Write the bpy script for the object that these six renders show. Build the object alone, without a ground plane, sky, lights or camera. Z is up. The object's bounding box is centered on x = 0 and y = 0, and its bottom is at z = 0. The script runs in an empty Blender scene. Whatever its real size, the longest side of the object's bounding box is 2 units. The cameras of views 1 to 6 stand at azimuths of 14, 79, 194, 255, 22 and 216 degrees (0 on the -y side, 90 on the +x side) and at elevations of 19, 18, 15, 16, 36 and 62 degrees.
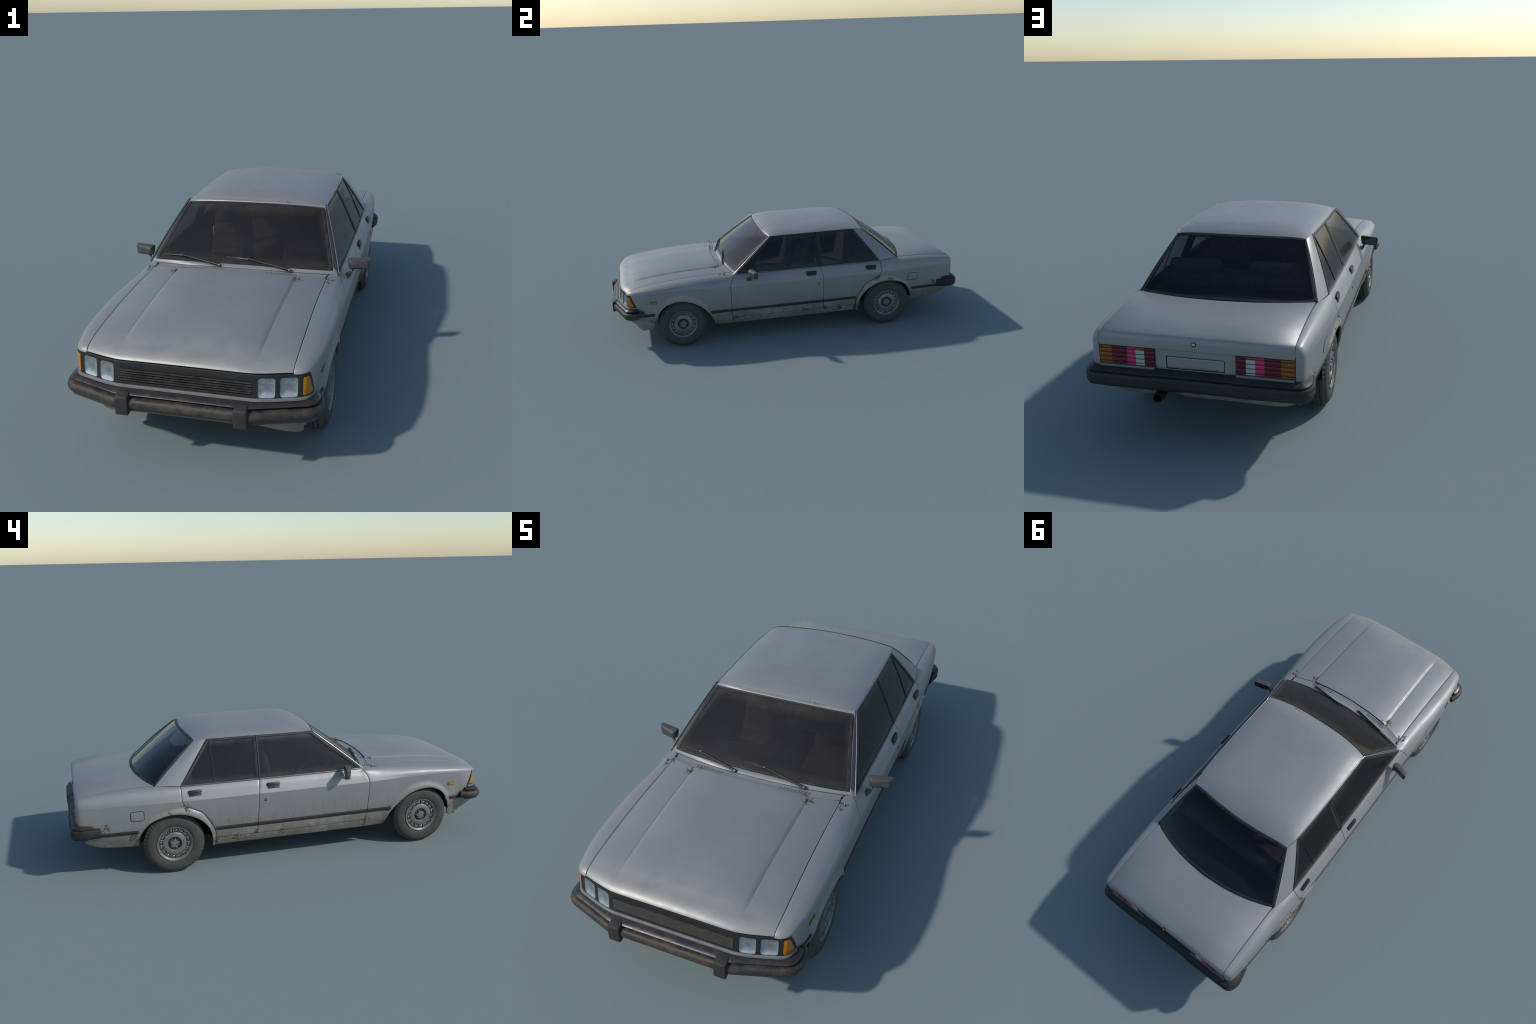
# A worn silver-grey four-door saloon car, built from section rails, panel outlines and swept profiles.
# Frame: front of the car looks along -y, z up, metres (the car is scaled to 2 m long).
import bpy, bmesh, math, random
import numpy as np
from mathutils import Vector, Matrix
from mathutils.geometry import delaunay_2d_cdt

random.seed(7)
rng = np.random.default_rng(7)
pi, tau = math.pi, math.tau

# ------------------------------------------------------------------ scene helpers
ROOT = bpy.data.objects.new("saloon_car", None)
ROOT["label"] = "worn silver grey four door saloon car with rusty, dusty paint"
ROOT["category"] = "car"
bpy.context.scene.collection.objects.link(ROOT)
ROOT.empty_display_size = 0.1


def add(name, mesh, parent=None, loc=None, kind=None):
    o = bpy.data.objects.new(name, mesh)
    bpy.context.scene.collection.objects.link(o)
    o.parent = parent or ROOT
    if loc is not None:
        o.location = loc
    if kind:
        o["kind"] = kind
    return o


def mesh_of(name, verts, faces, mat, smooth=True, sharp_angle=None):
    me = bpy.data.meshes.new(name)
    me.from_pydata([tuple(map(float, v)) for v in verts], [], [tuple(int(i) for i in f) for f in faces])
    me.validate()
    if mat is not None:
        me.materials.append(mat)
    bm = bmesh.new()
    bm.from_mesh(me)
    bmesh.ops.remove_doubles(bm, verts=bm.verts, dist=1e-6)
    bmesh.ops.dissolve_degenerate(bm, dist=1e-7, edges=bm.edges)
    for f in bm.faces:
        f.smooth = smooth
    if smooth and sharp_angle:
        lim = math.radians(sharp_angle)
        for e in bm.edges:
            e.smooth = not (len(e.link_faces) == 2 and e.calc_face_angle(0) > lim)
    bm.to_mesh(me)
    bm.free()
    return me


def fix_normals(me):
    bm = bmesh.new()
    bm.from_mesh(me)
    bmesh.ops.recalc_face_normals(bm, faces=bm.faces)
    bm.to_mesh(me)
    bm.free()
    return me


def mirrored(me, name=None):
    m2 = me.copy()
    if name:
        m2.name = name
    m2.transform(Matrix.Diagonal((-1, 1, 1, 1)))
    m2.flip_normals()
    return m2


def pair(name, me, parent=None, kind=None):
    """the +x part and its mirror image"""
    return add(name, me, parent, kind=kind), add(name, mirrored(me), parent, kind=kind)


# ------------------------------------------------------------------ curve maths
def pchip(xs, ys):
    """monotone cubic through the knots, straight beyond them"""
    xs, ys = np.asarray(xs, float), np.asarray(ys, float)
    h, d = np.diff(xs), np.diff(ys) / np.diff(xs)
    m = np.zeros(len(xs))
    m[0], m[-1] = d[0], d[-1]
    for i in range(1, len(xs) - 1):
        if d[i - 1] * d[i] > 0:
            w1, w2 = 2 * h[i] + h[i - 1], h[i] + 2 * h[i - 1]
            m[i] = (w1 + w2) / (w1 / d[i - 1] + w2 / d[i])

    def f(x):
        x = np.asarray(x, float)
        i = np.clip(np.searchsorted(xs, x) - 1, 0, len(xs) - 2)
        t = (x - xs[i]) / h[i]
        t2, t3 = t * t, t * t * t
        r = (2 * t3 - 3 * t2 + 1) * ys[i] + (t3 - 2 * t2 + t) * h[i] * m[i] + (3 * t2 - 2 * t3) * ys[i + 1] + (t3 - t2) * h[i] * m[i + 1]
        r = np.where(x < xs[0], ys[0] + m[0] * (x - xs[0]), r)
        return np.where(x > xs[-1], ys[-1] + m[-1] * (x - xs[-1]), r)

    return f


def knots(*pts):
    p = np.array(pts, float)
    return pchip(p[:, 0], p[:, 1])


def sstep(a, b, x):
    t = np.clip((np.asarray(x, float) - a) / (b - a), 0, 1)
    return t * t * (3 - 2 * t)


def smooth_path(pts, n=8):
    """Catmull-Rom through 2D or 3D points"""
    p = [np.array(q, float) for q in pts]
    p = [2 * p[0] - p[1]] + p + [2 * p[-1] - p[-2]]
    out = []
    for i in range(1, len(p) - 2):
        for k in range(n):
            t = k / n
            a, b, c, d = p[i - 1], p[i], p[i + 1], p[i + 2]
            out.append(0.5 * (2 * b + (c - a) * t + (2 * a - 5 * b + 4 * c - d) * t * t + (3 * b - a - 3 * c + d) * t ** 3))
    out.append(p[-2])
    return np.array(out)


def fillet_path(pts, r, step=0.012, n=8):
    """polyline with rounded corners, evenly resampled; r is one radius-like length per inner corner"""
    p = [np.array(q, float) for q in pts]
    out = [p[0]]
    for i in range(1, len(p) - 1):
        rr = r[i - 1] if hasattr(r, "__len__") else r
        a, b, c = p[i - 1], p[i], p[i + 1]
        la, lc = np.linalg.norm(a - b), np.linalg.norm(c - b)
        k = min(rr, 0.49 * la, 0.49 * lc)
        s_, e_ = b + (a - b) / la * k, b + (c - b) / lc * k
        out += [(1 - t) ** 2 * s_ + 2 * t * (1 - t) * b + t * t * e_ for t in np.linspace(0, 1, n)]
    out.append(p[-1])
    out = np.array(out)
    d = np.concatenate([[0], np.cumsum(np.linalg.norm(np.diff(out, axis=0), axis=1))])
    m = max(2, int(d[-1] / step))
    t = np.linspace(0, d[-1], m + 1)
    return np.stack([np.interp(t, d, out[:, k]) for k in range(out.shape[1])], 1)


def densify(pts, step=0.008):
    pts = [np.array(p, float) for p in pts]
    out = []
    for a, b in zip(pts[:-1], pts[1:]):
        n = max(1, int(math.ceil(np.linalg.norm(b - a) / step)))
        out += [a + (b - a) * k / n for k in range(n)]
    out.append(pts[-1])
    return np.array(out)


def inside(poly, pts):
    x, y = pts[:, 0], pts[:, 1]
    r = np.zeros(len(pts), bool)
    for (x1, y1), (x2, y2) in zip(poly, np.roll(poly, -1, 0)):
        if y1 != y2:
            c = (y1 > y) != (y2 > y)
            r ^= c & (x < (x2 - x1) * (y - y1) / (y2 - y1) + x1)
    return r


def edge_distance(poly, pts):
    d = np.full(len(pts), 1e9)
    for a, b in zip(poly, np.roll(poly, -1, 0)):
        ab = b - a
        L = ab @ ab
        if L < 1e-14:
            continue
        t = np.clip(((pts - a) @ ab) / L, 0, 1)
        d = np.minimum(d, np.linalg.norm(pts - a - t[:, None] * ab, axis=1))
    return d


def area(p):
    return 0.5 * np.sum(p[:, 0] * np.roll(p[:, 1], -1) - np.roll(p[:, 0], -1) * p[:, 1])


def inset(poly, g):
    """move a closed outline inwards by g"""
    p = np.asarray(poly, float)
    if area(p) < 0:
        p = p[::-1]
    q = p - np.roll(p, 1, 0)
    keep = np.linalg.norm(q, axis=1) > 1e-6
    p = p[keep]
    e0 = p - np.roll(p, 1, 0)
    e1 = np.roll(p, -1, 0) - p
    n0 = np.stack([-e0[:, 1], e0[:, 0]], 1) / np.linalg.norm(e0, axis=1)[:, None]
    n1 = np.stack([-e1[:, 1], e1[:, 0]], 1) / np.linalg.norm(e1, axis=1)[:, None]
    m = n0 + n1
    L = np.linalg.norm(m, axis=1)[:, None]
    m = m / np.maximum(L, 1e-6)
    c = np.clip((m * n1).sum(1), 0.45, 1)[:, None]
    return p + m * g / c


def rounded(poly, r, n=4):
    """round the corners of a closed polygon"""
    p = [np.array(q, float) for q in poly]
    out = []
    for i in range(len(p)):
        a, b, c = p[i - 1], p[i], p[(i + 1) % len(p)]
        u, v = (a - b) / np.linalg.norm(a - b), (c - b) / np.linalg.norm(c - b)
        rr = min(r, 0.45 * np.linalg.norm(a - b), 0.45 * np.linalg.norm(c - b))
        s, e = b + u * rr, b + v * rr
        for k in range(n + 1):
            t = k / n
            out.append((1 - t) ** 2 * s + 2 * t * (1 - t) * b + t * t * e)
    return np.array(out)


def surface_normals(surf, u, v, flip):
    e = 2e-4
    du = surf(u + e, v) - surf(u - e, v)
    dv = surf(u, v + e) - surf(u, v - e)
    n = np.cross(du, dv)
    n /= np.maximum(np.linalg.norm(n, axis=1), 1e-12)[:, None]
    return -n if flip else n


def panel(name, outline, surf, us, vs, mat, thick=0.005, gap=0.0011, flip=False, holes=(), roll=0.0008, step=0.008, bend=None):
    """A sheet-metal panel: outline in the parameter plane of a surface, filled on a grid, with depth and rolled edges."""
    out = inset(densify(list(outline) + [outline[0]], step)[:-1], gap)
    hs = [densify(list(h) + [h[0]], step)[:-1] for h in holes]
    gu, gv = np.meshgrid(us, vs)
    g = np.stack([gu.ravel(), gv.ravel()], 1)
    g = g[inside(out, g)]
    near = edge_distance(out, g)
    for h in hs:
        k = ~inside(h, g)
        g, near = g[k], near[k]
        near = np.minimum(near, edge_distance(h, g))
    g = g[near > 0.0035]
    loops = [out] + hs
    pts, edges, border = [], [], 0
    for L in loops:
        n0 = len(pts)
        pts += list(L)
        edges += [(n0 + i, n0 + (i + 1) % len(L)) for i in range(len(L))]
    border = len(pts)
    ring = [inset(out, 0.0022)]
    for r in ring:
        r = r[edge_distance(out, r) > 0.0016]
        pts += list(r[inside(out, r)])
    pts += list(g)
    vv, ee, ff, *_ = delaunay_2d_cdt([Vector(p) for p in pts], edges, [], 0, 1e-7)
    P = np.array([(p.x, p.y) for p in vv])
    F = np.array([f for f in ff if len(f) == 3])
    cen = P[F].mean(1)
    ok = inside(out, cen)
    for h in hs:
        ok &= ~inside(h, cen)
    F = F[ok]
    a = P[F]
    ar = (a[:, 1, 0] - a[:, 0, 0]) * (a[:, 2, 1] - a[:, 0, 1]) - (a[:, 1, 1] - a[:, 0, 1]) * (a[:, 2, 0] - a[:, 0, 0])
    F = F[np.abs(ar) > 1e-11]
    used = np.unique(F)
    remap = -np.ones(len(P), int)
    remap[used] = np.arange(len(used))
    P, F = P[used], remap[F]
    X = surf(P[:, 0], P[:, 1])
    N = surface_normals(surf, P[:, 0], P[:, 1], flip)
    # face direction after mapping
    t = np.cross(X[F[:, 1]] - X[F[:, 0]], X[F[:, 2]] - X[F[:, 0]])
    back = (t * N[F].mean(1)).sum(1) < 0
    F[back] = F[back][:, ::-1]
    cnt = {}
    for f in F:
        for i in range(3):
            e = (f[i], f[(i + 1) % 3])
            cnt[(min(e), max(e))] = cnt.get((min(e), max(e)), 0) + 1
    bedges = [(f[i], f[(i + 1) % 3]) for f in F for i in range(3) if cnt[(min(f[i], f[(i + 1) % 3]), max(f[i], f[(i + 1) % 3]))] == 1]
    bv = np.unique(np.array(bedges).ravel()) if bedges else np.array([], int)
    top = X.copy()
    if roll and len(bv):
        top[bv] -= N[bv] * roll
    low = X - N * thick
    n = len(X)
    V = np.vstack([top, low])
    faces = [tuple(f) for f in F] + [tuple(f[::-1] + n) for f in F]
    faces += [(b, a_, a_ + n, b + n) for a_, b in bedges]
    me = bpy.data.meshes.new(name)
    me.from_pydata([tuple(v) for v in V.tolist()], [], [tuple(int(i) for i in f) for f in faces])
    me.materials.append(mat)
    bm = bmesh.new()
    bm.from_mesh(me)
    for f in bm.faces:
        f.smooth = True
    for e in bm.edges:
        if len(e.link_faces) == 2 and e.calc_face_angle(0) > 0.9:
            e.smooth = False
    bm.to_mesh(me)
    bm.free()
    if bend is not None:
        # normals tilted outwards to draw broad sun highlights; the sheet keeps its shape
        M = N + bend(P[:, 0], P[:, 1])
        M /= np.linalg.norm(M, axis=1)[:, None]
        me.normals_split_custom_set_from_vertices([tuple(q) for q in np.vstack([M, -N]).tolist()])
    return me


def loft(name, rows, mat, close_u=False, close_v=False, caps=False, sharp=35, smooth=True):
    rows = np.array(rows, float)
    n, m = rows.shape[:2]
    V = rows.reshape(-1, 3)
    F = []
    for i in range(n if close_v else n - 1):
        for j in range(m if close_u else m - 1):
            a, b = i * m + j, i * m + (j + 1) % m
            c, d = ((i + 1) % n) * m + (j + 1) % m, ((i + 1) % n) * m + j
            F.append((a, b, c, d))
    if caps:
        F.append(tuple(range(m))[::-1])
        F.append(tuple((n - 1) * m + k for k in range(m)))
    return fix_normals(mesh_of(name, V, F, mat, smooth, sharp))


def sweep(name, path2, profile, mat, sharp=30, closed=True, z_of=None, shift=None):
    """profile [(out, z)] carried along a plan path [(x, y)]; 'out' is measured to the left of travel"""
    p = np.asarray(path2, float)
    t = np.gradient(p, axis=0)
    t /= np.linalg.norm(t, axis=1)[:, None]
    nrm = np.stack([t[:, 1], -t[:, 0]], 1)
    rows = []
    for i in range(len(p)):
        k = shift(p[i, 0]) if shift else 0.0
        rows.append([(p[i, 0] + nrm[i, 0] * (o + k), p[i, 1] + nrm[i, 1] * (o + k), z + (z_of(i / (len(p) - 1)) if z_of else 0)) for o, z in profile])
    return loft(name, rows, mat, close_u=closed, caps=closed, sharp=sharp)


def tube(name, pts, r, mat, n=10, caps=True):
    p = np.asarray(pts, float)
    rr = np.broadcast_to(np.asarray(r, float), (len(p),))
    t = np.gradient(p, axis=0)
    t /= np.linalg.norm(t, axis=1)[:, None]
    up = np.array([0, 0, 1.0])
    rows = []
    for i in range(len(p)):
        a = np.cross(t[i], up)
        if np.linalg.norm(a) < 1e-3:
            a = np.cross(t[i], np.array([1.0, 0, 0]))
        a /= np.linalg.norm(a)
        b = np.cross(t[i], a)
        rows.append([p[i] + rr[i] * (math.cos(k * tau / n) * a + math.sin(k * tau / n) * b) for k in range(n)])
    return loft(name, rows, mat, close_u=True, caps=caps, sharp=50)


def box(name, size, mat, bevel=0.003, at=(0, 0, 0), rot=None, seg=2, taper=None):
    bm = bmesh.new()
    bmesh.ops.create_cube(bm, size=1)
    for v in bm.verts:
        v.co = Vector((v.co.x * size[0], v.co.y * size[1], v.co.z * size[2]))
        if taper and v.co.z > 0:
            v.co.x *= taper[0]
            v.co.y *= taper[1]
    if bevel:
        bmesh.ops.bevel(bm, geom=bm.edges[:] + bm.verts[:], offset=bevel, segments=seg, affect="EDGES", profile=0.5)
    if rot is not None:
        bmesh.ops.transform(bm, matrix=rot.to_4x4(), verts=bm.verts)
    bmesh.ops.translate(bm, vec=Vector(at), verts=bm.verts)
    me = bpy.data.meshes.new(name)
    for f in bm.faces:
        f.smooth = True
    for e in bm.edges:
        if len(e.link_faces) == 2 and e.calc_face_angle(0) > 0.7:
            e.smooth = False
    bm.to_mesh(me)
    bm.free()
    if mat is not None:
        me.materials.append(mat)
    return me


def join(name, meshes):
    """several mesh pieces as one mesh (materials kept)"""
    mats, V, F, MI, SM, SH = [], [], [], [], [], []
    bm = bmesh.new()
    for me in meshes:
        base = []
        for m in me.materials:
            if m not in mats:
                mats.append(m)
            base.append(mats.index(m))
        n0 = len(bm.faces)
        bm.from_mesh(me)
        bm.faces.ensure_lookup_table()
        for f in bm.faces[n0:]:
            f.material_index = base[min(f.material_index, len(base) - 1)] if base else 0
    out = bpy.data.meshes.new(name)
    bm.to_mesh(out)
    bm.free()
    for m in mats:
        out.materials.append(m)
    return out


# ------------------------------------------------------------------ materials
class Nodes:
    def __init__(self, name):
        self.m = bpy.data.materials.new(name)
        self.m.use_nodes = True
        self.t = self.m.node_tree
        self.t.nodes.clear()
        self.out = self.t.nodes.new("ShaderNodeOutputMaterial")
        self.co = self.t.nodes.new("ShaderNodeTexCoord").outputs["Object"]

    def n(self, kind, **kw):
        nd = self.t.nodes.new(kind)
        for k, v in kw.items():
            setattr(nd, k, v)
        return nd

    def put(self, sock, v):
        if hasattr(v, "is_output"):
            self.t.links.new(v, sock)
        elif hasattr(sock.default_value, "__len__") and not hasattr(v, "__len__"):
            sock.default_value = (v, v, v) if len(sock.default_value) == 3 else (v, v, v, 1)
        elif hasattr(v, "__len__") and len(v) == 3 and len(sock.default_value) == 4:
            sock.default_value = (*v, 1)
        else:
            sock.default_value = v

    def math(self, op, a, b=None, c=None, clamp=False):
        nd = self.n("ShaderNodeMath", operation=op, use_clamp=clamp)
        for i, v in enumerate((a, b, c)):
            if v is not None:
                self.put(nd.inputs[i], v)
        return nd.outputs[0]

    def vmath(self, op, a, b=None):
        nd = self.n("ShaderNodeVectorMath", operation=op)
        self.put(nd.inputs[0], a)
        if b is not None:
            self.put(nd.inputs[1], b)
        return nd.outputs["Value" if op in ("DISTANCE", "LENGTH", "DOT_PRODUCT") else "Vector"]

    def scaled(self, sx, sy=None, sz=None, vec=None):
        nd = self.n("ShaderNodeMapping")
        self.put(nd.inputs["Vector"], vec or self.co)
        nd.inputs["Scale"].default_value = (sx, sx if sy is None else sy, sx if sz is None else sz)
        return nd.outputs[0]

    def noise(self, scale, detail=4, rough=0.55, vec=None, dist=0.0):
        nd = self.n("ShaderNodeTexNoise")
        self.put(nd.inputs["Vector"], vec or self.co)
        nd.inputs["Scale"].default_value = scale
        nd.inputs["Detail"].default_value = detail
        nd.inputs["Roughness"].default_value = rough
        nd.inputs["Distortion"].default_value = dist
        return nd.outputs["Fac"]

    def range(self, v, a, b, c=0.0, d=1.0):
        nd = self.n("ShaderNodeMapRange", interpolation_type="SMOOTHSTEP")
        self.put(nd.inputs[0], v)
        for i, x in enumerate((a, b, c, d)):
            self.put(nd.inputs[1 + i], x)
        return nd.outputs[0]

    def mix(self, f, a, b):
        nd = self.n("ShaderNodeMix", data_type="RGBA")
        self.put(nd.inputs[0], f)
        self.put(nd.inputs[6], a)
        self.put(nd.inputs[7], b)
        return nd.outputs[2]

    def xyz(self, vec=None):
        nd = self.n("ShaderNodeSeparateXYZ")
        self.put(nd.inputs[0], vec or self.co)
        return nd.outputs

    def bump(self, h, strength=0.2, dist=0.002):
        nd = self.n("ShaderNodeBump")
        self.put(nd.inputs["Height"], h)
        nd.inputs["Strength"].default_value = strength
        nd.inputs["Distance"].default_value = dist
        return nd.outputs[0]

    def bsdf(self, color, rough=0.5, metal=0.0, spec=0.5, normal=None, coat=0.0, coat_rough=0.1, **kw):
        nd = self.n("ShaderNodeBsdfPrincipled")
        self.put(nd.inputs["Base Color"], color)
        self.put(nd.inputs["Roughness"], rough)
        self.put(nd.inputs["Metallic"], metal)
        self.put(nd.inputs["Specular IOR Level"], spec)
        nd.inputs["Coat Weight"].default_value = coat
        nd.inputs["Coat Roughness"].default_value = coat_rough
        if normal is not None:
            self.t.links.new(normal, nd.inputs["Normal"])
        for k, v in kw.items():
            self.put(nd.inputs[k], v)
        return nd.outputs[0]

    def done(self, shader):
        self.t.links.new(shader, self.out.inputs["Surface"])
        return self.m


def simple(name, color, rough=0.5, metal=0.0, grain=0.15, scale=60, **kw):
    N = Nodes(name)
    f = N.noise(scale, 5)
    c = N.mix(N.range(f, 0.3, 0.7), tuple(x * (1 - grain) for x in color), tuple(min(1, x * (1 + grain)) for x in color))
    return N.done(N.bsdf(c, rough, metal, **kw))


# places where rust has broken through (|x|, y, z, radius)
RUST = [
    (0.303, -0.375, 0.393, 0.026), (0.316, -0.400, 0.393, 0.022), (0.212, -0.415, 0.397, 0.034), (0.190, -0.392, 0.400, 0.026),
    (0.372, 0.500, 0.298, 0.036), (0.366, 0.575, 0.280, 0.030), (0.345, 0.376, 0.120, 0.042),
    (0.352, 0.190, 0.142, 0.030), (0.350, 0.850, 0.235, 0.036), (0.345, 0.735, 0.175, 0.042), (0.345, -0.335, 0.135, 0.040),
    (0.335, -0.785, 0.165, 0.030), (0.340, -0.44, 0.108, 0.030), (0.350, 0.07, 0.136, 0.040), (0.350, 0.28, 0.128, 0.040),
]


def make_paint():
    N = Nodes("silver_paint")
    x, y, z = N.xyz()[:3]
    ax = N.math("ABSOLUTE", x)
    big, mid, fine = N.noise(7, 4), N.noise(30, 5, 0.6), N.noise(160, 4, 0.6)
    col = N.mix(N.range(big, 0.3, 0.7), PAINT_A, PAINT_B)
    col = N.mix(N.math("MULTIPLY", N.range(mid, 0.5, 0.75), 0.15), col, tuple(v * 0.86 for v in PAINT_A))
    # vertical grime streaks on the flanks
    streak = N.noise(1, 5, 0.6, vec=N.scaled(60, 60, 5))
    flank = N.range(z, 0.37, 0.16)
    col = N.mix(N.math("MULTIPLY", N.math("MULTIPLY", N.range(streak, 0.42, 0.72), flank), 0.45), col, (0.20, 0.19, 0.16))
    # road dirt along the bottom, thick below the rub strip
    patch = N.range(N.noise(16, 7, 0.68), 0.28, 0.60)
    dirt = N.math("MULTIPLY", N.range(z, 0.255, 0.125), patch)
    low = N.math("MULTIPLY", N.range(z, 0.165, 0.105, 0.0, 0.85), N.range(patch, 0.0, 0.7, 0.55, 1.0))
    dirt = N.math("MAXIMUM", dirt, low)
    col = N.mix(N.math("MULTIPLY", dirt, 0.80), col, (0.135, 0.106, 0.062))
    # light dust thrown up on the wheel-arch lips
    for wy, r0, r1, amt in ((-0.6235, 0.176, 0.150, 0.45), (0.560, 0.182, 0.155, 0.75)):
        cv = N.n("ShaderNodeCombineXYZ")
        N.put(cv.inputs[1], N.math("SUBTRACT", y, wy))
        N.put(cv.inputs[2], N.math("SUBTRACT", z, 0.128))
        ring = N.math("MULTIPLY", N.range(N.vmath("LENGTH", cv.outputs[0]), r0, r1), N.range(mid, 0.25, 0.6, 0.35, 1.0))
        ring = N.math("MULTIPLY", ring, N.range(ax, 0.34, 0.355))
        col = N.mix(N.math("MULTIPLY", ring, amt), col, (0.285, 0.255, 0.195))
    # brown weeping stains
    weep = N.math("MULTIPLY", N.range(N.noise(1, 6, 0.7, vec=N.scaled(34, 34, 11)), 0.60, 0.72), N.range(z, 0.30, 0.20))
    col = N.mix(N.math("MULTIPLY", weep, 0.60), col, (0.15, 0.108, 0.056))
    # highlight band along the bonnet's front edge, painted in as a paler colour
    nose = N.math("MULTIPLY", N.range(y, -0.78, -0.945), N.range(N.noise(14, 5), 0.20, 0.6))
    col = N.mix(N.math("MULTIPLY", nose, 0.55), col, (0.40, 0.375, 0.33))
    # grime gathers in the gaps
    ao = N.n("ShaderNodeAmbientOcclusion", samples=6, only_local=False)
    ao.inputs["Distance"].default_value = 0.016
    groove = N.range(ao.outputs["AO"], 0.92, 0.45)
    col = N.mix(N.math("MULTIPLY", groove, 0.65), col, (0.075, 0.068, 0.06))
    # rust blisters
    cm = N.n("ShaderNodeCombineXYZ")
    N.put(cm.inputs[0], ax)
    N.put(cm.inputs[1], y)
    N.put(cm.inputs[2], z)
    total = None
    for px, py, pz, r in RUST:
        d = N.vmath("DISTANCE", cm.outputs[0], (px, py, pz))
        f = N.range(d, r * 1.2, 0.0)
        total = f if total is None else N.math("MAXIMUM", total, f)
    brk = N.noise(95, 9, 0.75, dist=0.25)
    rust = N.range(N.math("ADD", N.math("MULTIPLY", total, 0.20), brk), 0.645, 0.700)
    rust = N.math("MULTIPLY", rust, N.range(total, 0.03, 0.20))
    chips = N.math("MULTIPLY", N.range(N.noise(110, 4, 0.6), 0.70, 0.73), N.range(z, 0.28, 0.13))
    # pin-head rust specks across the front of the roof
    specks = N.math("MULTIPLY", N.range(N.noise(120, 2, 0.5), 0.715, 0.735), N.math("MULTIPLY", N.range(y, 0.06, -0.04), N.range(z, 0.575, 0.59)))
    seam = N.math("MULTIPLY", N.range(N.vmath("DISTANCE", N.scaled(0.35, 1, 1), (0.0385, -0.1170, 0.580)), 0.016, 0.002), N.range(brk, 0.48, 0.60))
    rust = N.math("MAXIMUM", rust, seam)
    rust = N.math("MAXIMUM", N.math("MAXIMUM", rust, chips), N.math("MULTIPLY", specks, 0.7))
    rcol = N.mix(N.noise(200, 4), (0.034, 0.022, 0.016), (0.100, 0.058, 0.036))
    col = N.mix(N.math("MULTIPLY", rust, 0.92), col, rcol)
    dull = N.math("MAXIMUM", rust, dirt, clamp=True)
    rough = N.math("ADD", N.math("MULTIPLY", dull, 0.35), N.range(mid, 0.2, 0.8, PAINT_R - 0.05, PAINT_R + 0.05))
    metal = N.math("MULTIPLY", N.math("SUBTRACT", 1.0, dull, clamp=True), PAINT_M)
    h = N.math("ADD", N.math("MULTIPLY", fine, 0.05), N.math("MULTIPLY", rust, -0.4))
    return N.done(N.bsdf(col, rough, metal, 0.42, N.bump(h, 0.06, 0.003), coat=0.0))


PAINT_A, PAINT_B, PAINT_M, PAINT_R = (0.276, 0.279, 0.277), (0.296, 0.299, 0.297), 0.26, 0.46


def make_rubber(name, base, dirt, amount, rough=0.55, spec=0.4, metal=0.0):
    N = Nodes(name)
    a, b = N.noise(26, 6, 0.65), N.noise(90, 5, 0.6)
    f = N.range(N.math("ADD", N.math("MULTIPLY", a, 0.65), N.math("MULTIPLY", b, 0.35)), 0.42, 0.62)
    c = N.mix(N.math("MULTIPLY", f, amount), base, dirt)
    r = N.math("ADD", rough, N.math("MULTIPLY", f, 0.2))
    return N.done(N.bsdf(c, r, metal, spec, N.bump(b, 0.15, 0.001)))


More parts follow.
